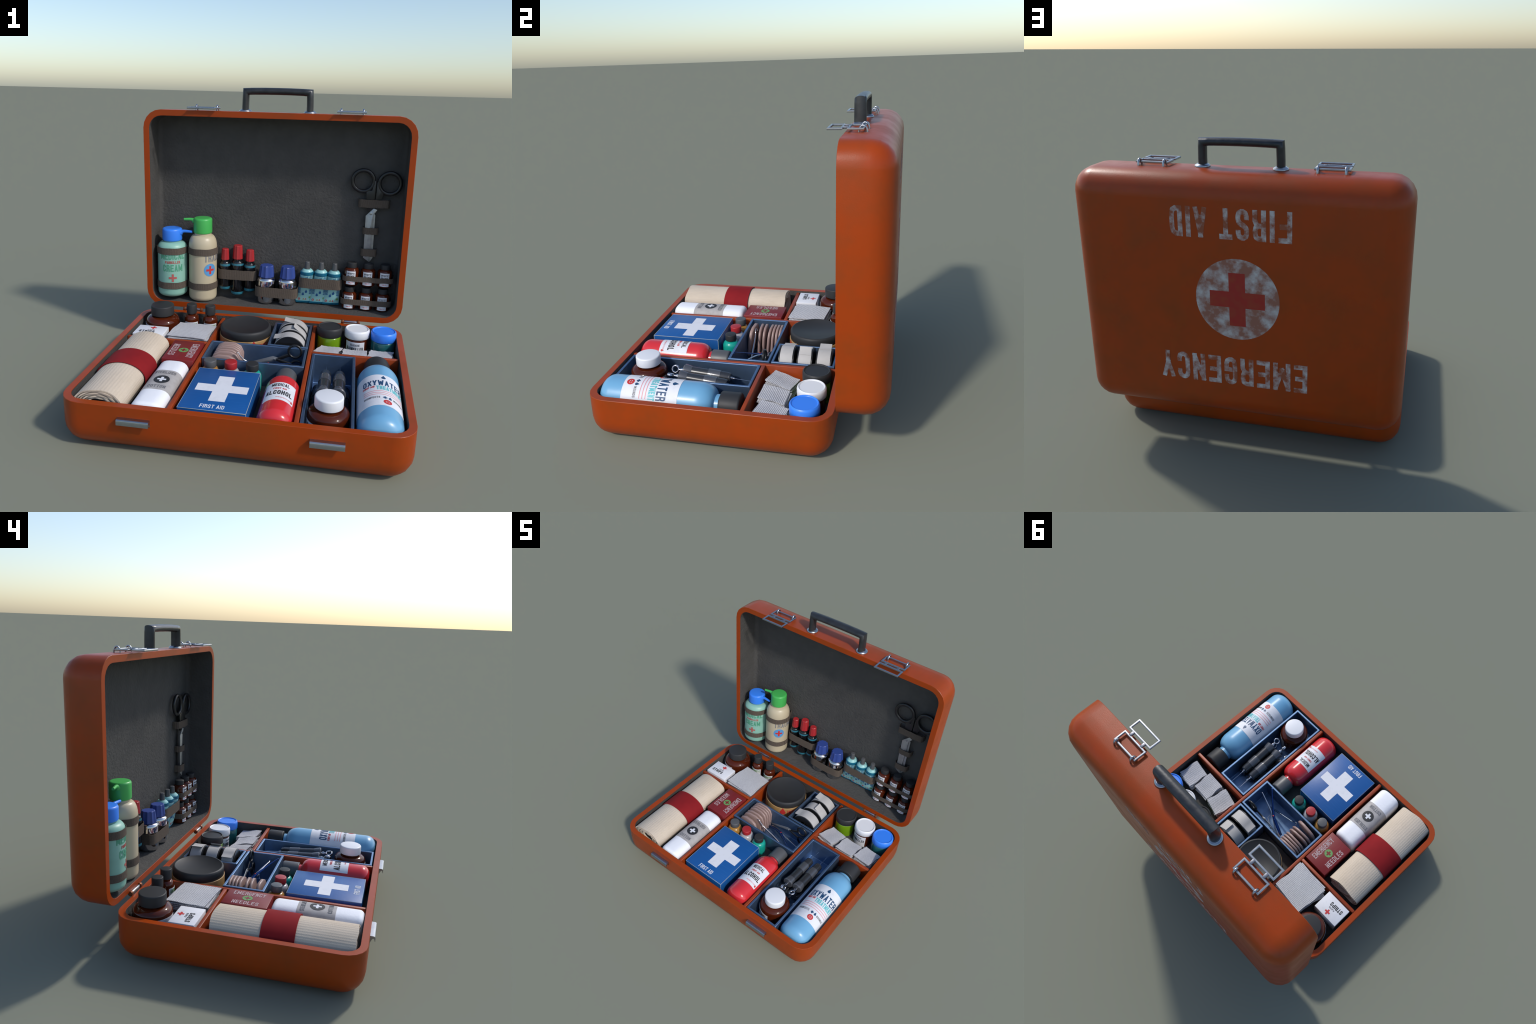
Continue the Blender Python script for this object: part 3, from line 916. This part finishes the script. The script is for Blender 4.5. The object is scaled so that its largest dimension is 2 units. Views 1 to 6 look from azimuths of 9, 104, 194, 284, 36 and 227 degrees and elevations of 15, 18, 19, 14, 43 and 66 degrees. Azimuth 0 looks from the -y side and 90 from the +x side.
for x, m, cm, w in ((-0.260, M_HONEY, M_GREYCAP, "small honey coloured bottle with grey cap"), (-0.125, M_CLEAR, M_REDCAP, "small milky glass bottle with red cap"), (0.014, M_TEALBOT, M_DARK, "small turquoise bottle with dark cap")):
    b = upright("dropper_bottle", x, -0.242, w, "bottle")
    lathe("body", bottle(0.0610, 0.176, 0.030, 0.216, 0.012), m, b, 40)
    lathe("cap", rnd(0.0405, 0.222, 0.268, 0.003, 0.005, 3), cm, b, 40)

# amber bottle with white cap in the long tray
b = upright("tablet_bottle", 0.518, -0.666, "amber tablet bottle with round white cap", "bottle", 0.055)
lathe("body", bottle(0.120, 0.196, 0.066, 0.236, 0.018), M_AMBER, b, 56)
lathe("cap", rnd(0.0812, 0.248, 0.3125, 0.005, 0.010, 4), M_WHITE, b, 48)
patch("paper_label", 0.1202, radians(-125), 0.78, 0.03, 0.178, M_PAPER, b)
words("lettering", "FIRST AID", 0.14, 0.038, M_INK, b, round_map(0.1216, radians(-125), 0.145), depth=0.0004, lift=0.0003)
words("lettering", "TABLETS", 0.11, 0.024, M_REDINK, b, round_map(0.1216, radians(-125), 0.095), depth=0.0004, lift=0.0003)
patch("paper_label", 0.1202, radians(62), 0.42, 0.03, 0.178, M_GREYLAB, b)

LIE = Matrix.Rotation(radians(-90), 3, "X")      # local z -> +y, local -y -> up

# big blue bottle lying down
b = empty("antiseptic_bottle", (0.803, -0.846, 0.2215), "big light blue bottle with wide white label lying down", "bottle", LIE)
lathe("body", bottle(0.1290, 0.636, 0.064, 0.745, 0.076, 0.103, n=9), M_OXY, b, 72)
lathe("cap", rnd(0.0850, 0.772, 0.8990, 0.006, 0.012, 4), M_DARK, b, 56)
th = radians(-90)
patch("paper_label", 0.1292, th + 0.12, 1.75, 0.165, 0.530, M_PAPER, b, n=60)
rm = lambda dx, z: round_map(0.1306, th + 0.10 + dx, z)
words("lettering", "OXYWATER", 0.250, 0.064, M_BLUEINK, b, rm(0.03, 0.425), depth=0.0005, lift=0.0003)
mark("printed_drop", drop_cols(0.0135), M_BLUEINK, b, rm(0.05, 0.490))
words("lettering", "FIRST AID", 0.075, 0.020, M_REDINK, b, rm(-0.66, 0.377), depth=0.0005, lift=0.0003, t=0.22)
words("lettering", "TREATMENT", 0.170, 0.044, M_TEALINK, b, rm(0.36, 0.364), depth=0.0005, lift=0.0003, t=0.24)
for k in range(3):
    mark("printed_rule", rect_cols(0.245, 0.005, n=24), M_PINKINK, b, rm(0.03, 0.326 - 0.020 * k), depth=0.0004, lift=0.0003)
words("lettering", "DISINFECTS", 0.095, 0.020, M_INKGREY, b, rm(-0.52, 0.252), depth=0.0005, lift=0.0003)
mark("printed_cross", cross_cols(0.012, 0.005), M_BLUEINK, b, rm(0.06, 0.252), depth=0.0004)
mark("printed_drop", drop_cols(0.010), M_BLUEINK, b, rm(0.28, 0.250))
words("lettering", "WOUNDS", 0.070, 0.018, M_INKGREY, b, rm(0.68, 0.250), depth=0.0005, lift=0.0003)
mark("printed_ring", disc_cols(0.024, hole=0.0115), M_REDINK, b, rm(0.16, 0.206), depth=0.0004)
mark("printed_cross", cross_cols(0.0105, 0.0035), M_REDINK, b, rm(0.16, 0.206), depth=0.0004)

# red bottle lying down
b = empty("alcohol_bottle", (0.231, -0.838, 0.2130), "glossy red bottle with white label lying down", "bottle", LIE)
lathe("body", bottle(0.1070, 0.430, 0.052, 0.508, 0.062, 0.074, n=9), M_RED, b, 64)
lathe("cap", rnd(0.0670, 0.524, 0.6500, 0.005, 0.012, 4), M_GREYCAP, b, 48)
patch("paper_label", 0.1072, th, 0.90, 0.155, 0.360, M_PAPER, b, n=36)
rm = lambda dx, z: round_map(0.1086, th + dx, z)
words("lettering", "MEDICAL", 0.108, 0.034, M_INK, b, rm(0, 0.328), depth=0.0005, lift=0.0003)
words("lettering", "FIRST AID", 0.080, 0.016, M_REDINK, b, rm(0, 0.285), depth=0.0005, lift=0.0003, t=0.2)
words("lettering", "ALCOHOL", 0.160, 0.046, M_INK, b, rm(0, 0.237), depth=0.0005, lift=0.0003, t=0.2)
words("lettering", "DISINFECTION", 0.090, 0.010, M_PINKINK, b, rm(0.30, 0.182), depth=0.0004, lift=0.0003)
mark("printed_flame", drop_cols(0.008), M_REDINK, b, rm(0.78, 0.176), depth=0.0004)

# boxes
b = empty("dressing_box", (-0.115, -0.570, ZB), "flat blue first aid box with white cross", "box")
zt = 0.2855 - ZB
box("carton", (-0.194, -0.250, 0), (0.194, 0.250, zt), M_FABLUE, b, 0.003)
top = lambda x, y: flat_map((x, y, zt), (1, 0, 0), (0, 1, 0))
mark("printed_cross", cross_cols(0.155, 0.048, 0, 0, 0.152, 0.042), M_PAPER, b, top(0.005, 0.006), depth=0.0008, lift=0.0002)
words("lettering", "FIRST AID", 0.140, 0.038, M_PAPER, b, top(-0.005, -0.207), depth=0.0007, lift=0.0002, t=0.14)
for lo, hi in (((-0.1945, -0.2506), (0.1945, -0.2475)), ((-0.1945, 0.2480), (0.1945, 0.2505)), ((0.1920, -0.2505), (0.1946, 0.2505)), ((-0.1946, -0.2505), (-0.1930, 0.2505))):
    box("worn_edge", (*lo, zt - 0.0032), (*hi, zt + 0.0003), M_FAEDGE, b, 0.0008, 1)
box("worn_edge", (0.1918, -0.2507, 0.02), (0.1947, -0.2477, zt - 0.004), M_FAEDGE, b, 0.0008, 1)
box("worn_edge", (0.1918, 0.2477, 0.02), (0.1947, 0.2507, zt - 0.004), M_FAEDGE, b, 0.0008, 1)

b = empty("needle_box", (-0.479, -0.097, ZB), "dark red box with pale lettering and green badge", "box")
zt = 0.288 - ZB
box("carton", (-0.106, -0.152, 0), (0.106, 0.152, zt), M_NEEDLE, b, 0.003)
top = lambda x, y: flat_map((x, y, zt), (0, -1, 0), (1, 0, 0))
words("lettering", "EMERGENCY", 0.215, 0.048, M_NEEDLETX, b, top(0.062, 0.0), depth=0.0007, lift=0.0002, t=0.16)
words("lettering", "NEEDLES", 0.175, 0.044, M_NEEDLETX, b, top(-0.066, 0.0), depth=0.0007, lift=0.0002, t=0.16)
mark("printed_ring", disc_cols(0.0335, hole=0.0245), M_LEAFINK, b, top(0.0, 0.0))
for cc in (cross_cols(0.0245, 0.0085),):
    # green badge with the box colour showing as a cross
    mark("round_badge", disc_cols(0.0246), M_LEAFINK, b, top(0.0, 0.0), depth=0.0006)
    mark("badge_cross", cross_cols(0.0205, 0.0065), M_NEEDLE, b, top(0.0, 0.0), depth=0.0010)

b = empty("strip_box", (-0.8105, 0.196, 0.1), "small white box of adhesive strips", "box")
zt = 0.2845 - 0.1
box("carton", (-0.1095, -0.0825, 0), (0.1095, 0.0825, zt), M_PAPER, b, 0.003)
top = lambda x, y: flat_map((x, y, zt), (1, 0, 0), (0, 1, 0))
words("lettering", "STRIPS", 0.115, 0.034, M_INK, b, top(-0.022, -0.026), depth=0.0006, lift=0.0002, t=0.2)
words("lettering", "PLASTER", 0.052, 0.014, M_INKGREY, b, top(0.0, 0.004), depth=0.0006, lift=0.0002)
mark("printed_cross", cross_cols(0.022, 0.0068), M_REDINK, b, top(0.008, 0.044))
box("box_stand", (-0.1, -0.075, -0.058), (0.1, 0.075, -0.001), M_PAPER, b, 0.003)

# cotton pack: soft, flattened octagon section
b = empty("cotton_pack", (-0.4845, -0.560, 0.18), "white roll of cotton with grey paper band", "cotton roll")


def pack_ring(y, k, n=40):
    out = []
    for i in range(n):
        t = 2 * pi * i / n
        c, s = cos(t), sin(t)
        q = (abs(c) ** 3.4 + abs(s) ** 3.4) ** (-1 / 3.4)
        out.append((0.1015 * k * c * q, y, 0.1210 * k * s * q))
    return out


ys = []
for i in range(7):
    a = pi / 2 * i / 6
    ys.append((-0.292 + 0.034 * (1 - sin(a)) if False else -0.292 + 0.034 * (1 - cos(a)), 0.72 + 0.28 * sin(a)))
ys += [(-0.16, 1.0), (0.0, 1.0), (0.16, 1.0)]
ys += [(-y, k) for y, k in reversed(ys[:7])]
v, f = loft([pack_ring(y, k) for y, k in ys])
obj("wadding", v, f, M_COTTON, b, None, 50)
rings = [pack_ring(y, 1.012) for y in (-0.118, -0.117, 0.127, 0.128)]
rings = [pack_ring(-0.118, 1.0)] + [pack_ring(-0.117, 1.014), pack_ring(0.127, 1.014)] + [pack_ring(0.128, 1.0)]
v, f = loft(rings, closed_ends=False)
obj("paper_band", v, f, M_GREYLAB, b, None, 50)


def pack_top(x0, y0):
    def g(a, c, d):
        x, y = x0 + a, y0 + c
        z = 0.1210 * 1.014 * max(0.05, 1 - (abs(x) / (0.1015 * 1.014)) ** 3.4) ** (1 / 3.4)
        return Vector((x, y, z + d))
    return g


mark("round_emblem", disc_cols(0.048), M_INK, b, pack_top(0.004, 0.004), depth=0.0006)
mark("emblem_cross", cross_cols(0.027, 0.008), M_PAPER, b, pack_top(0.004, 0.004), depth=0.0006, lift=0.0013)
words("lettering", "STERILIZED", 0.130, 0.030, M_INKGREY, b, pack_top(0.0, 0.094), depth=0.0006)
words("lettering", "COTTON", 0.110, 0.030, M_INKGREY, b, pack_top(0.0, -0.082), depth=0.0006)

# bandage roll: one long ribbed cloth strip wound into a spiral
b = empty("bandage_roll", (-0.764, -0.405, 0.2485), "ribbed beige bandage roll with red band", "bandage")
RO, PITCH, TH = 0.1660, 0.0165, 0.0128
turns = 6.0
pts_out, pts_in = [], []
NSEG = 220
for i in range(int(turns * NSEG) + 1):
    t = 2 * pi * i / NSEG
    r = RO - PITCH * t / (2 * pi)
    a = radians(-40) - t
    rib = 0.0014 * abs(sin(t * 23)) if t < 2 * pi * 1.02 else 0
    wob = 1 + 0.008 * sin(2 * a + 1) + 0.004 * sin(5 * a)
    # the soft roll sags: layers keep their spacing sideways and crowd together upwards
    kx, kz = 0.955, 0.635
    pts_out.append(((r - 0.0014 + rib) * wob * cos(a) * kx, (r - 0.0014 + rib * 1.3) * wob * sin(a) * kz))
    pts_in.append(((r - TH) * wob * cos(a) * kx, (r - TH) * wob * sin(a) * kz))
n = len(pts_out)
V, F = [], []
for i in range(n):
    e0 = -0.432 + 0.0035 * sin(i * 0.13) + 0.012 * (i / n)
    e1 = 0.432 + 0.004 * sin(i * 0.11 + 1) - 0.012 * (i / n)
    for (x, z), y in ((pts_out[i], e0), (pts_out[i], e1), (pts_in[i], e1), (pts_in[i], e0)):
        V.append((x, y, z))
for i in range(n - 1):
    p, q = 4 * i, 4 * i + 4
    F += [(p, q, q + 1, p + 1), (p + 1, q + 1, q + 2, p + 2), (p + 2, q + 2, q + 3, p + 3), (p + 3, q + 3, q, p)]
F += [(0, 1, 2, 3), (4 * n - 4, 4 * n - 1, 4 * n - 2, 4 * n - 3)]
obj("wound_cloth", V, F, M_ROLL, b, None, 60)
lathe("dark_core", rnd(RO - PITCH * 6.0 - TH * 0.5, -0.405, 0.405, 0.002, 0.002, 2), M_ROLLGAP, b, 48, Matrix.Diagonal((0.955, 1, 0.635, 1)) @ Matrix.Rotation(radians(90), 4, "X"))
prof = [(RO - 0.004, -0.095), (RO + 0.0022, -0.094), (RO + 0.0026, 0.0), (RO + 0.0022, 0.110), (RO - 0.004, 0.111)]
lathe("red_band", [(r, z + 0.012) for r, z in prof], M_BAND, b, 72, Matrix.Diagonal((0.958, 1, 0.642, 1)) @ Matrix.Rotation(radians(-90), 4, "X"), loop=True)

# gauze: stacks of folded woven squares
def gauze_sheet(parent, w, h, z, ang, ox, oy, wave, ph, tilt=0.0):
    nx = 14
    V, F = [], []
    for lay in (0, 1):
        for i in range(nx + 1):
            for j in range(nx + 1):
                x, y = (i / nx - 0.5) * w, (j / nx - 0.5) * h
                e = 0.0035 * sin(9 * j / nx + ph) * (1 if i in (0, nx) else 0)
                zz = 0.35 * wave * sin(31 * x / w + 9 * y / h + ph) + wave * (sin(2.6 * (x / w) * 2 + ph) + 0.7 * sin(3.1 * (y / h) * 2 + ph * 1.7)) - 0.06 * wave / 0.004 * (x * x + y * y)
                V.append((x + e, y, zz + lay * 0.0050))
    k = (nx + 1) ** 2
    for i in range(nx):
        for j in range(nx):
            p = i * (nx + 1) + j
            F.append((p, p + 1, p + nx + 2, p + nx + 1))
            F.append((k + p, k + p + nx + 1, k + p + nx + 2, k + p + 1))
    rim = [i * (nx + 1) for i in range(nx + 1)] + [nx * (nx + 1) + j for j in range(1, nx + 1)] + [i * (nx + 1) + nx for i in range(nx - 1, -1, -1)] + [j for j in range(nx - 1, 0, -1)]
    for a, c in zip(rim, rim[1:] + rim[:1]):
        F.append((a, c, k + c, k + a))
    return obj("gauze_square", V, F, M_GAUZE, parent, Matrix.Translation((ox, oy, z)) @ Matrix.Rotation(tilt, 4, "X") @ Matrix.Rotation(ang, 4, "Z"), 50)


for cx, cy, w, h, ang, ztop in ((-0.520, 0.258, 0.285, 0.275, -5, 0.286), (0.472, 0.238, 0.158, 0.180, -14, 0.238), (0.655, 0.220, 0.164, 0.172, -2, 0.240), (0.834, 0.238, 0.160, 0.178, -8, 0.238)):
    b = empty("gauze_stack", (cx, cy, ZB), "stack of woven gauze squares", "gauze")
    rg = random.Random(int(cx * 1000) + 7)
    zt = ztop - ZB
    nl = 6
    for k in range(nl):
        f = k / (nl - 1)
        last = k == nl - 1
        gauze_sheet(b, w, h, zt - (nl - 1 - k) * 0.0125 - 0.005, radians(ang + (0 if last else rg.uniform(-8, 8))), 0 if last else rg.uniform(-0.008, 0.008), 0 if last else rg.uniform(-0.008, 0.008), 0.0028 if w < 0.2 else 0.0022, rg.uniform(0, 6), -0.17 if w < 0.2 else -0.03)
    box("folded_wad", (-w * 0.44, -h * 0.44, 0), (w * 0.44, h * 0.44, zt - nl * 0.0125 - 0.012), M_GAUZE, b, 0.006)

# skin-coloured plasters standing in the tool tray
def plaster(x, y, z, th_, lean, yaw):
    w, h = 0.198, 0.215
    c = 0.045
    poly = [(-w / 2, -h / 2), (w / 2, -h / 2), (w / 2, h / 2 - c * 1.4), (w / 2 - c * 0.45, h / 2 - c * 0.45), (w / 2 - c * 1.4, h / 2), (-w / 2 + c * 1.4, h / 2), (-w / 2 + c * 0.45, h / 2 - c * 0.45), (-w / 2, h / 2 - c * 1.4)]
    M = Matrix.Translation((x, y, z)) @ Matrix.Rotation(radians(yaw), 4, "Z") @ Matrix.Rotation(radians(90 + lean), 4, "X") @ Matrix.Translation((0, 0, -th_ / 2))
    o = extrude_poly("plaster_pad", poly, th_, M_PAD, None, M, 60, bev=th_ * 0.33)
    o["label"], o["category"] = "skin coloured padded plaster standing on edge", "plaster"


for y, th_, lean, yaw in ((-0.128, 0.026, -7, -4), (-0.066, 0.019, -4, 2), (-0.033, 0.019, -4, 2), (0.008, 0.019, -6, -1), (0.036, 0.018, -5, 0), (0.0625, 0.018, -4, 1), (0.0885, 0.018, -3, 1)):
    plaster(-0.200, y, 0.1835, th_, lean, yaw)

# tape rolls
for y, ta, hgt in ((0.223, 2.45, 0.022), (0.350, 1.42, 0.016), (0.478, 2.03, 0.022)):
    b = empty("tape_roll", (0.202, y, 0.2225), "roll of white tape on a black spool", "tape", Matrix.Rotation(radians(-90), 3, "X"))
    lathe("wound_tape", [(0.058, -0.043), (0.1120, -0.043), (0.1130, -0.042), (0.1130, 0.042), (0.1120, 0.043), (0.058, 0.043)], M_TAPE, b, 64, loop=True)
    for z0, z1 in ((-0.0525, -0.0455), (0.0455, 0.0525)):
        lathe("spool_disc", [(0.050, z0), (0.109, z0), (0.1115, z0 + 0.002), (0.1115, z1 - 0.002), (0.109, z1), (0.050, z1)], M_BLACKP, b, 64, loop=True)
    lathe("spool_core", [(0.046, -0.050), (0.060, -0.050), (0.060, 0.050), (0.046, 0.050)], M_BLACKP, b, 48, loop=True)
    # loose tail: follows the roll, then lifts off (angle ta counted from +x over the top)
    pl = []
    for i in range(13):
        a = ta - 0.42 + 0.42 * i / 12
        lift = 0.0010 + hgt * (i / 12) ** 2.2
        pl.append(((0.1130 + lift) * cos(a), -(0.1130 + lift) * sin(a)))
    ex = Vector((pl[-1][0] - pl[-2][0], pl[-1][1] - pl[-2][1])).normalized()
    pl.append((pl[-1][0] + ex.x * 0.006, pl[-1][1] + ex.y * 0.006))
    V, F = [], []
    for i, (x, yy) in enumerate(pl):
        L = hypot(x, yy)
        nx, ny = x / L, yy / L
        for t in (0.0, 0.0018):
            V += [(x + nx * t, yy + ny * t, -0.040), (x + nx * t, yy + ny * t, 0.040)]
    for i in range(len(pl) - 1):
        p, q = 4 * i, 4 * i + 4
        F += [(p, q, q + 1, p + 1), (p + 2, p + 3, q + 3, q + 2), (p, p + 2, q + 2, q), (p + 1, q + 1, q + 3, p + 3)]
    F += [(0, 1, 3, 2), (4 * len(pl) - 4, 4 * len(pl) - 2, 4 * len(pl) - 1, 4 * len(pl) - 3)]
    obj("loose_tail", V, F, M_TAPE, b, None, 40)

# syringes
def syringe(x, z, dz, dx=0.0, ringrot=0):
    d = Vector((dx, 0.42, dz))
    q = Vector((0, 0, 1)).rotation_difference(d.normalized()).to_matrix()
    b = empty("syringe", (x, -0.500, z), "smoked glass syringe with ring plunger and needle", "syringe", q)
    octa = lambda th_, r: r
    lathe("barrel", [(0, 0.075), (0.036, 0.075), (0.0365, 0.24), (0.0365, 0.372), (0.034, 0.380), (0, 0.380)], M_GLASSD, b, 18, angle=32)
    lathe("finger_flange", [(0, 0.066), (0.040, 0.066), (0.0455, 0.072), (0.0455, 0.078), (0.0375, 0.124), (0.030, 0.124)], M_GLASSG, b, 18, angle=32)
    lathe("sleeve", [(0.03, 0.238), (0.0400, 0.238), (0.0405, 0.242), (0.0395, 0.322), (0.03, 0.322)], M_GLASSG, b, 18, angle=32, loop=True)
    lathe("front_stop", [(0, 0.372), (0.0335, 0.372), (0.0345, 0.377), (0.0345, 0.386), (0.031, 0.392), (0, 0.392)], M_GLASSD, b, 18, angle=32)
    lathe("plunger_rod", [(0, 0.030), (0.009, 0.030), (0.009, 0.040), (0.014, 0.043), (0.014, 0.058), (0.009, 0.061), (0.009, 0.070), (0, 0.070)], M_CHROME, b, 16)
    lathe("tip", [(0, 0.390), (0.010, 0.390), (0.010, 0.400), (0.006, 0.403), (0.006, 0.416), (0, 0.417)], M_CHROME, b, 16)
    lathe("needle", [(0, 0.41), (0.0016, 0.41), (0.0014, 0.520), (0, 0.530)], M_NEEDLEST, b, 8)
    R = Matrix.Rotation(ringrot, 4, "Z")
    pts = [(0.0225 * cos(2 * pi * i / 24), 0, 0.004 + 0.0225 * sin(2 * pi * i / 24)) for i in range(24)]
    tube("thumb_ring", pts, 0.0068, M_CHROME, b, 10, mtx=R, closed=True, up=(0, 1, 0), flat=1.7)


syringe(0.474, 0.249, -0.033, 0.001, radians(90 - 25))
syringe(0.565, 0.254, -0.038, -0.001, radians(65 + 90))
syringe(0.430, 0.112, -0.004, 0.0, radians(20))
syringe(0.520, 0.112, -0.004, 0.002, radians(70))
syringe(0.604, 0.112, -0.004, 0.0, radians(-30))

# tools: small scissors, tweezers and a hooked probe in the tray
def world_thing(name, loc, label, cat):
    return empty(name, loc, label, cat)


s = world_thing("small_scissors", (0.135, 0.068, 0.206), "small scissors with black ring handles", "scissors")
for cx, cz, yy in ((0.119, 0.070, 0.0), (0.135, -0.038, -0.010)):
    tube("handle_ring", [(cx + 0.044 * cos(2 * pi * i / 32), yy, cz + 0.044 * sin(2 * pi * i / 32)) for i in range(32)], 0.0085, M_BLACKP, s, 10, closed=True, up=(0, 1, 0))
tube("handle_shank", [(0.084, 0, 0.044), (0.040, 0.0, 0.022), (-0.004, -0.002, 0.004)], [0.014, 0.0125, 0.0095], M_BLACKP, s, 10, up=(0, 1, 0), flat=0.5)
tube("handle_shank", [(0.096, -0.010, -0.022), (0.045, -0.009, -0.010), (-0.004, -0.007, 0.002)], [0.012, 0.0125, 0.0095], M_BLACKP, s, 10, up=(0, 1, 0), flat=0.5)
for k, yy in ((0.0, 0.003), (0.016, -0.004)):
    extrude_poly("blade", [(0.010, -0.012), (0.006, 0.014), (-0.030, 0.008 + k), (-0.215, -0.062 + k), (-0.212, -0.068 + k), (-0.030, -0.020 + k * 0.5)], 0.003, M_BLADE, s, Matrix.Translation((0, yy + 0.0015, 0.0)) @ XZ, bev=0.0006)
lathe("pivot_screw", rnd(0.007, 0, 0.006, 0.001, 0.001, 2), M_STEEL, s, 16, Matrix.Translation((-0.018, -0.007, 0.0)) @ XZ)

M_BLUED = mat("blued_steel", (0.030, 0.080, 0.260), 0.15, 0.9)
tw = world_thing("tweezers", (0.08, -0.01, 0.200), "long polished tweezers with bent tips", "tweezers")
rads = [0.0026, 0.0034, 0.0042, 0.0062, 0.0098, 0.0125, 0.0140, 0.0125, 0.009]
for k, pts in enumerate((((0.176, -0.134, 0.083), (0.170, -0.142, 0.089), (0.158, -0.128, 0.084), (0.105, -0.082, 0.056), (0.040, -0.028, 0.020), (-0.010, 0.008, 0.000), (-0.085, 0.036, -0.035), (-0.135, 0.052, -0.058), (-0.150, 0.052, -0.064)),
                         ((0.226, -0.054, 0.038), (0.217, -0.066, 0.044), (0.200, -0.062, 0.042), (0.130, -0.040, 0.030), (0.046, -0.014, 0.012), (-0.005, 0.010, -0.004), (-0.080, 0.048, -0.038), (-0.130, 0.070, -0.060), (-0.146, 0.070, -0.066)))):
    tube("arm", pts, rads, M_CHROME if k else M_BLUED, tw, 12, up=(0, 0, 1), flat=0.42)
lathe("rivet", rnd(0.006, 0, 0.006, 0.001, 0.002, 2), M_REDINK, tw, 16, Matrix.Translation((0.004, 0.001, 0.006)))
lathe("rivet", rnd(0.006, 0, 0.005, 0.001, 0.002, 2), M_STEEL, tw, 16, Matrix.Translation((-0.020, 0.014, -0.006)))

pr = world_thing("hook_probe", (0.0, -0.07, 0.2), "polished steel probe with hooked end", "probe")
tube("rod", [(-0.118, -0.002, 0.086), (-0.122, -0.008, 0.096), (-0.116, -0.014, 0.103), (-0.106, -0.014, 0.098), (-0.098, -0.012, 0.080), (-0.070, -0.010, 0.050), (0.030, -0.004, 0.0), (0.120, 0.000, -0.05), (0.165, 0.004, -0.072), (0.185, -0.002, -0.078)],
     [0.0018, 0.0024, 0.0028, 0.0030, 0.0036, 0.0055, 0.0075, 0.0075, 0.0050, 0.0030], M_CHROME, pr, 12)
pb = world_thing("scalpel", (0.05, 0.04, 0.10), "slim dark scalpel lying in the tray", "scalpel")
tube("rod", [(0.075, -0.045, 0.0), (0.088, -0.055, 0.004), (0.085, -0.030, 0.0), (0.02, 0.005, 0.0), (-0.05, 0.030, 0.0), (-0.10, 0.045, 0.0)], [0.0015, 0.002, 0.003, 0.006, 0.008, 0.007], M_STEEL, pb, 10, flat=0.5, up=(0, 0, 1))
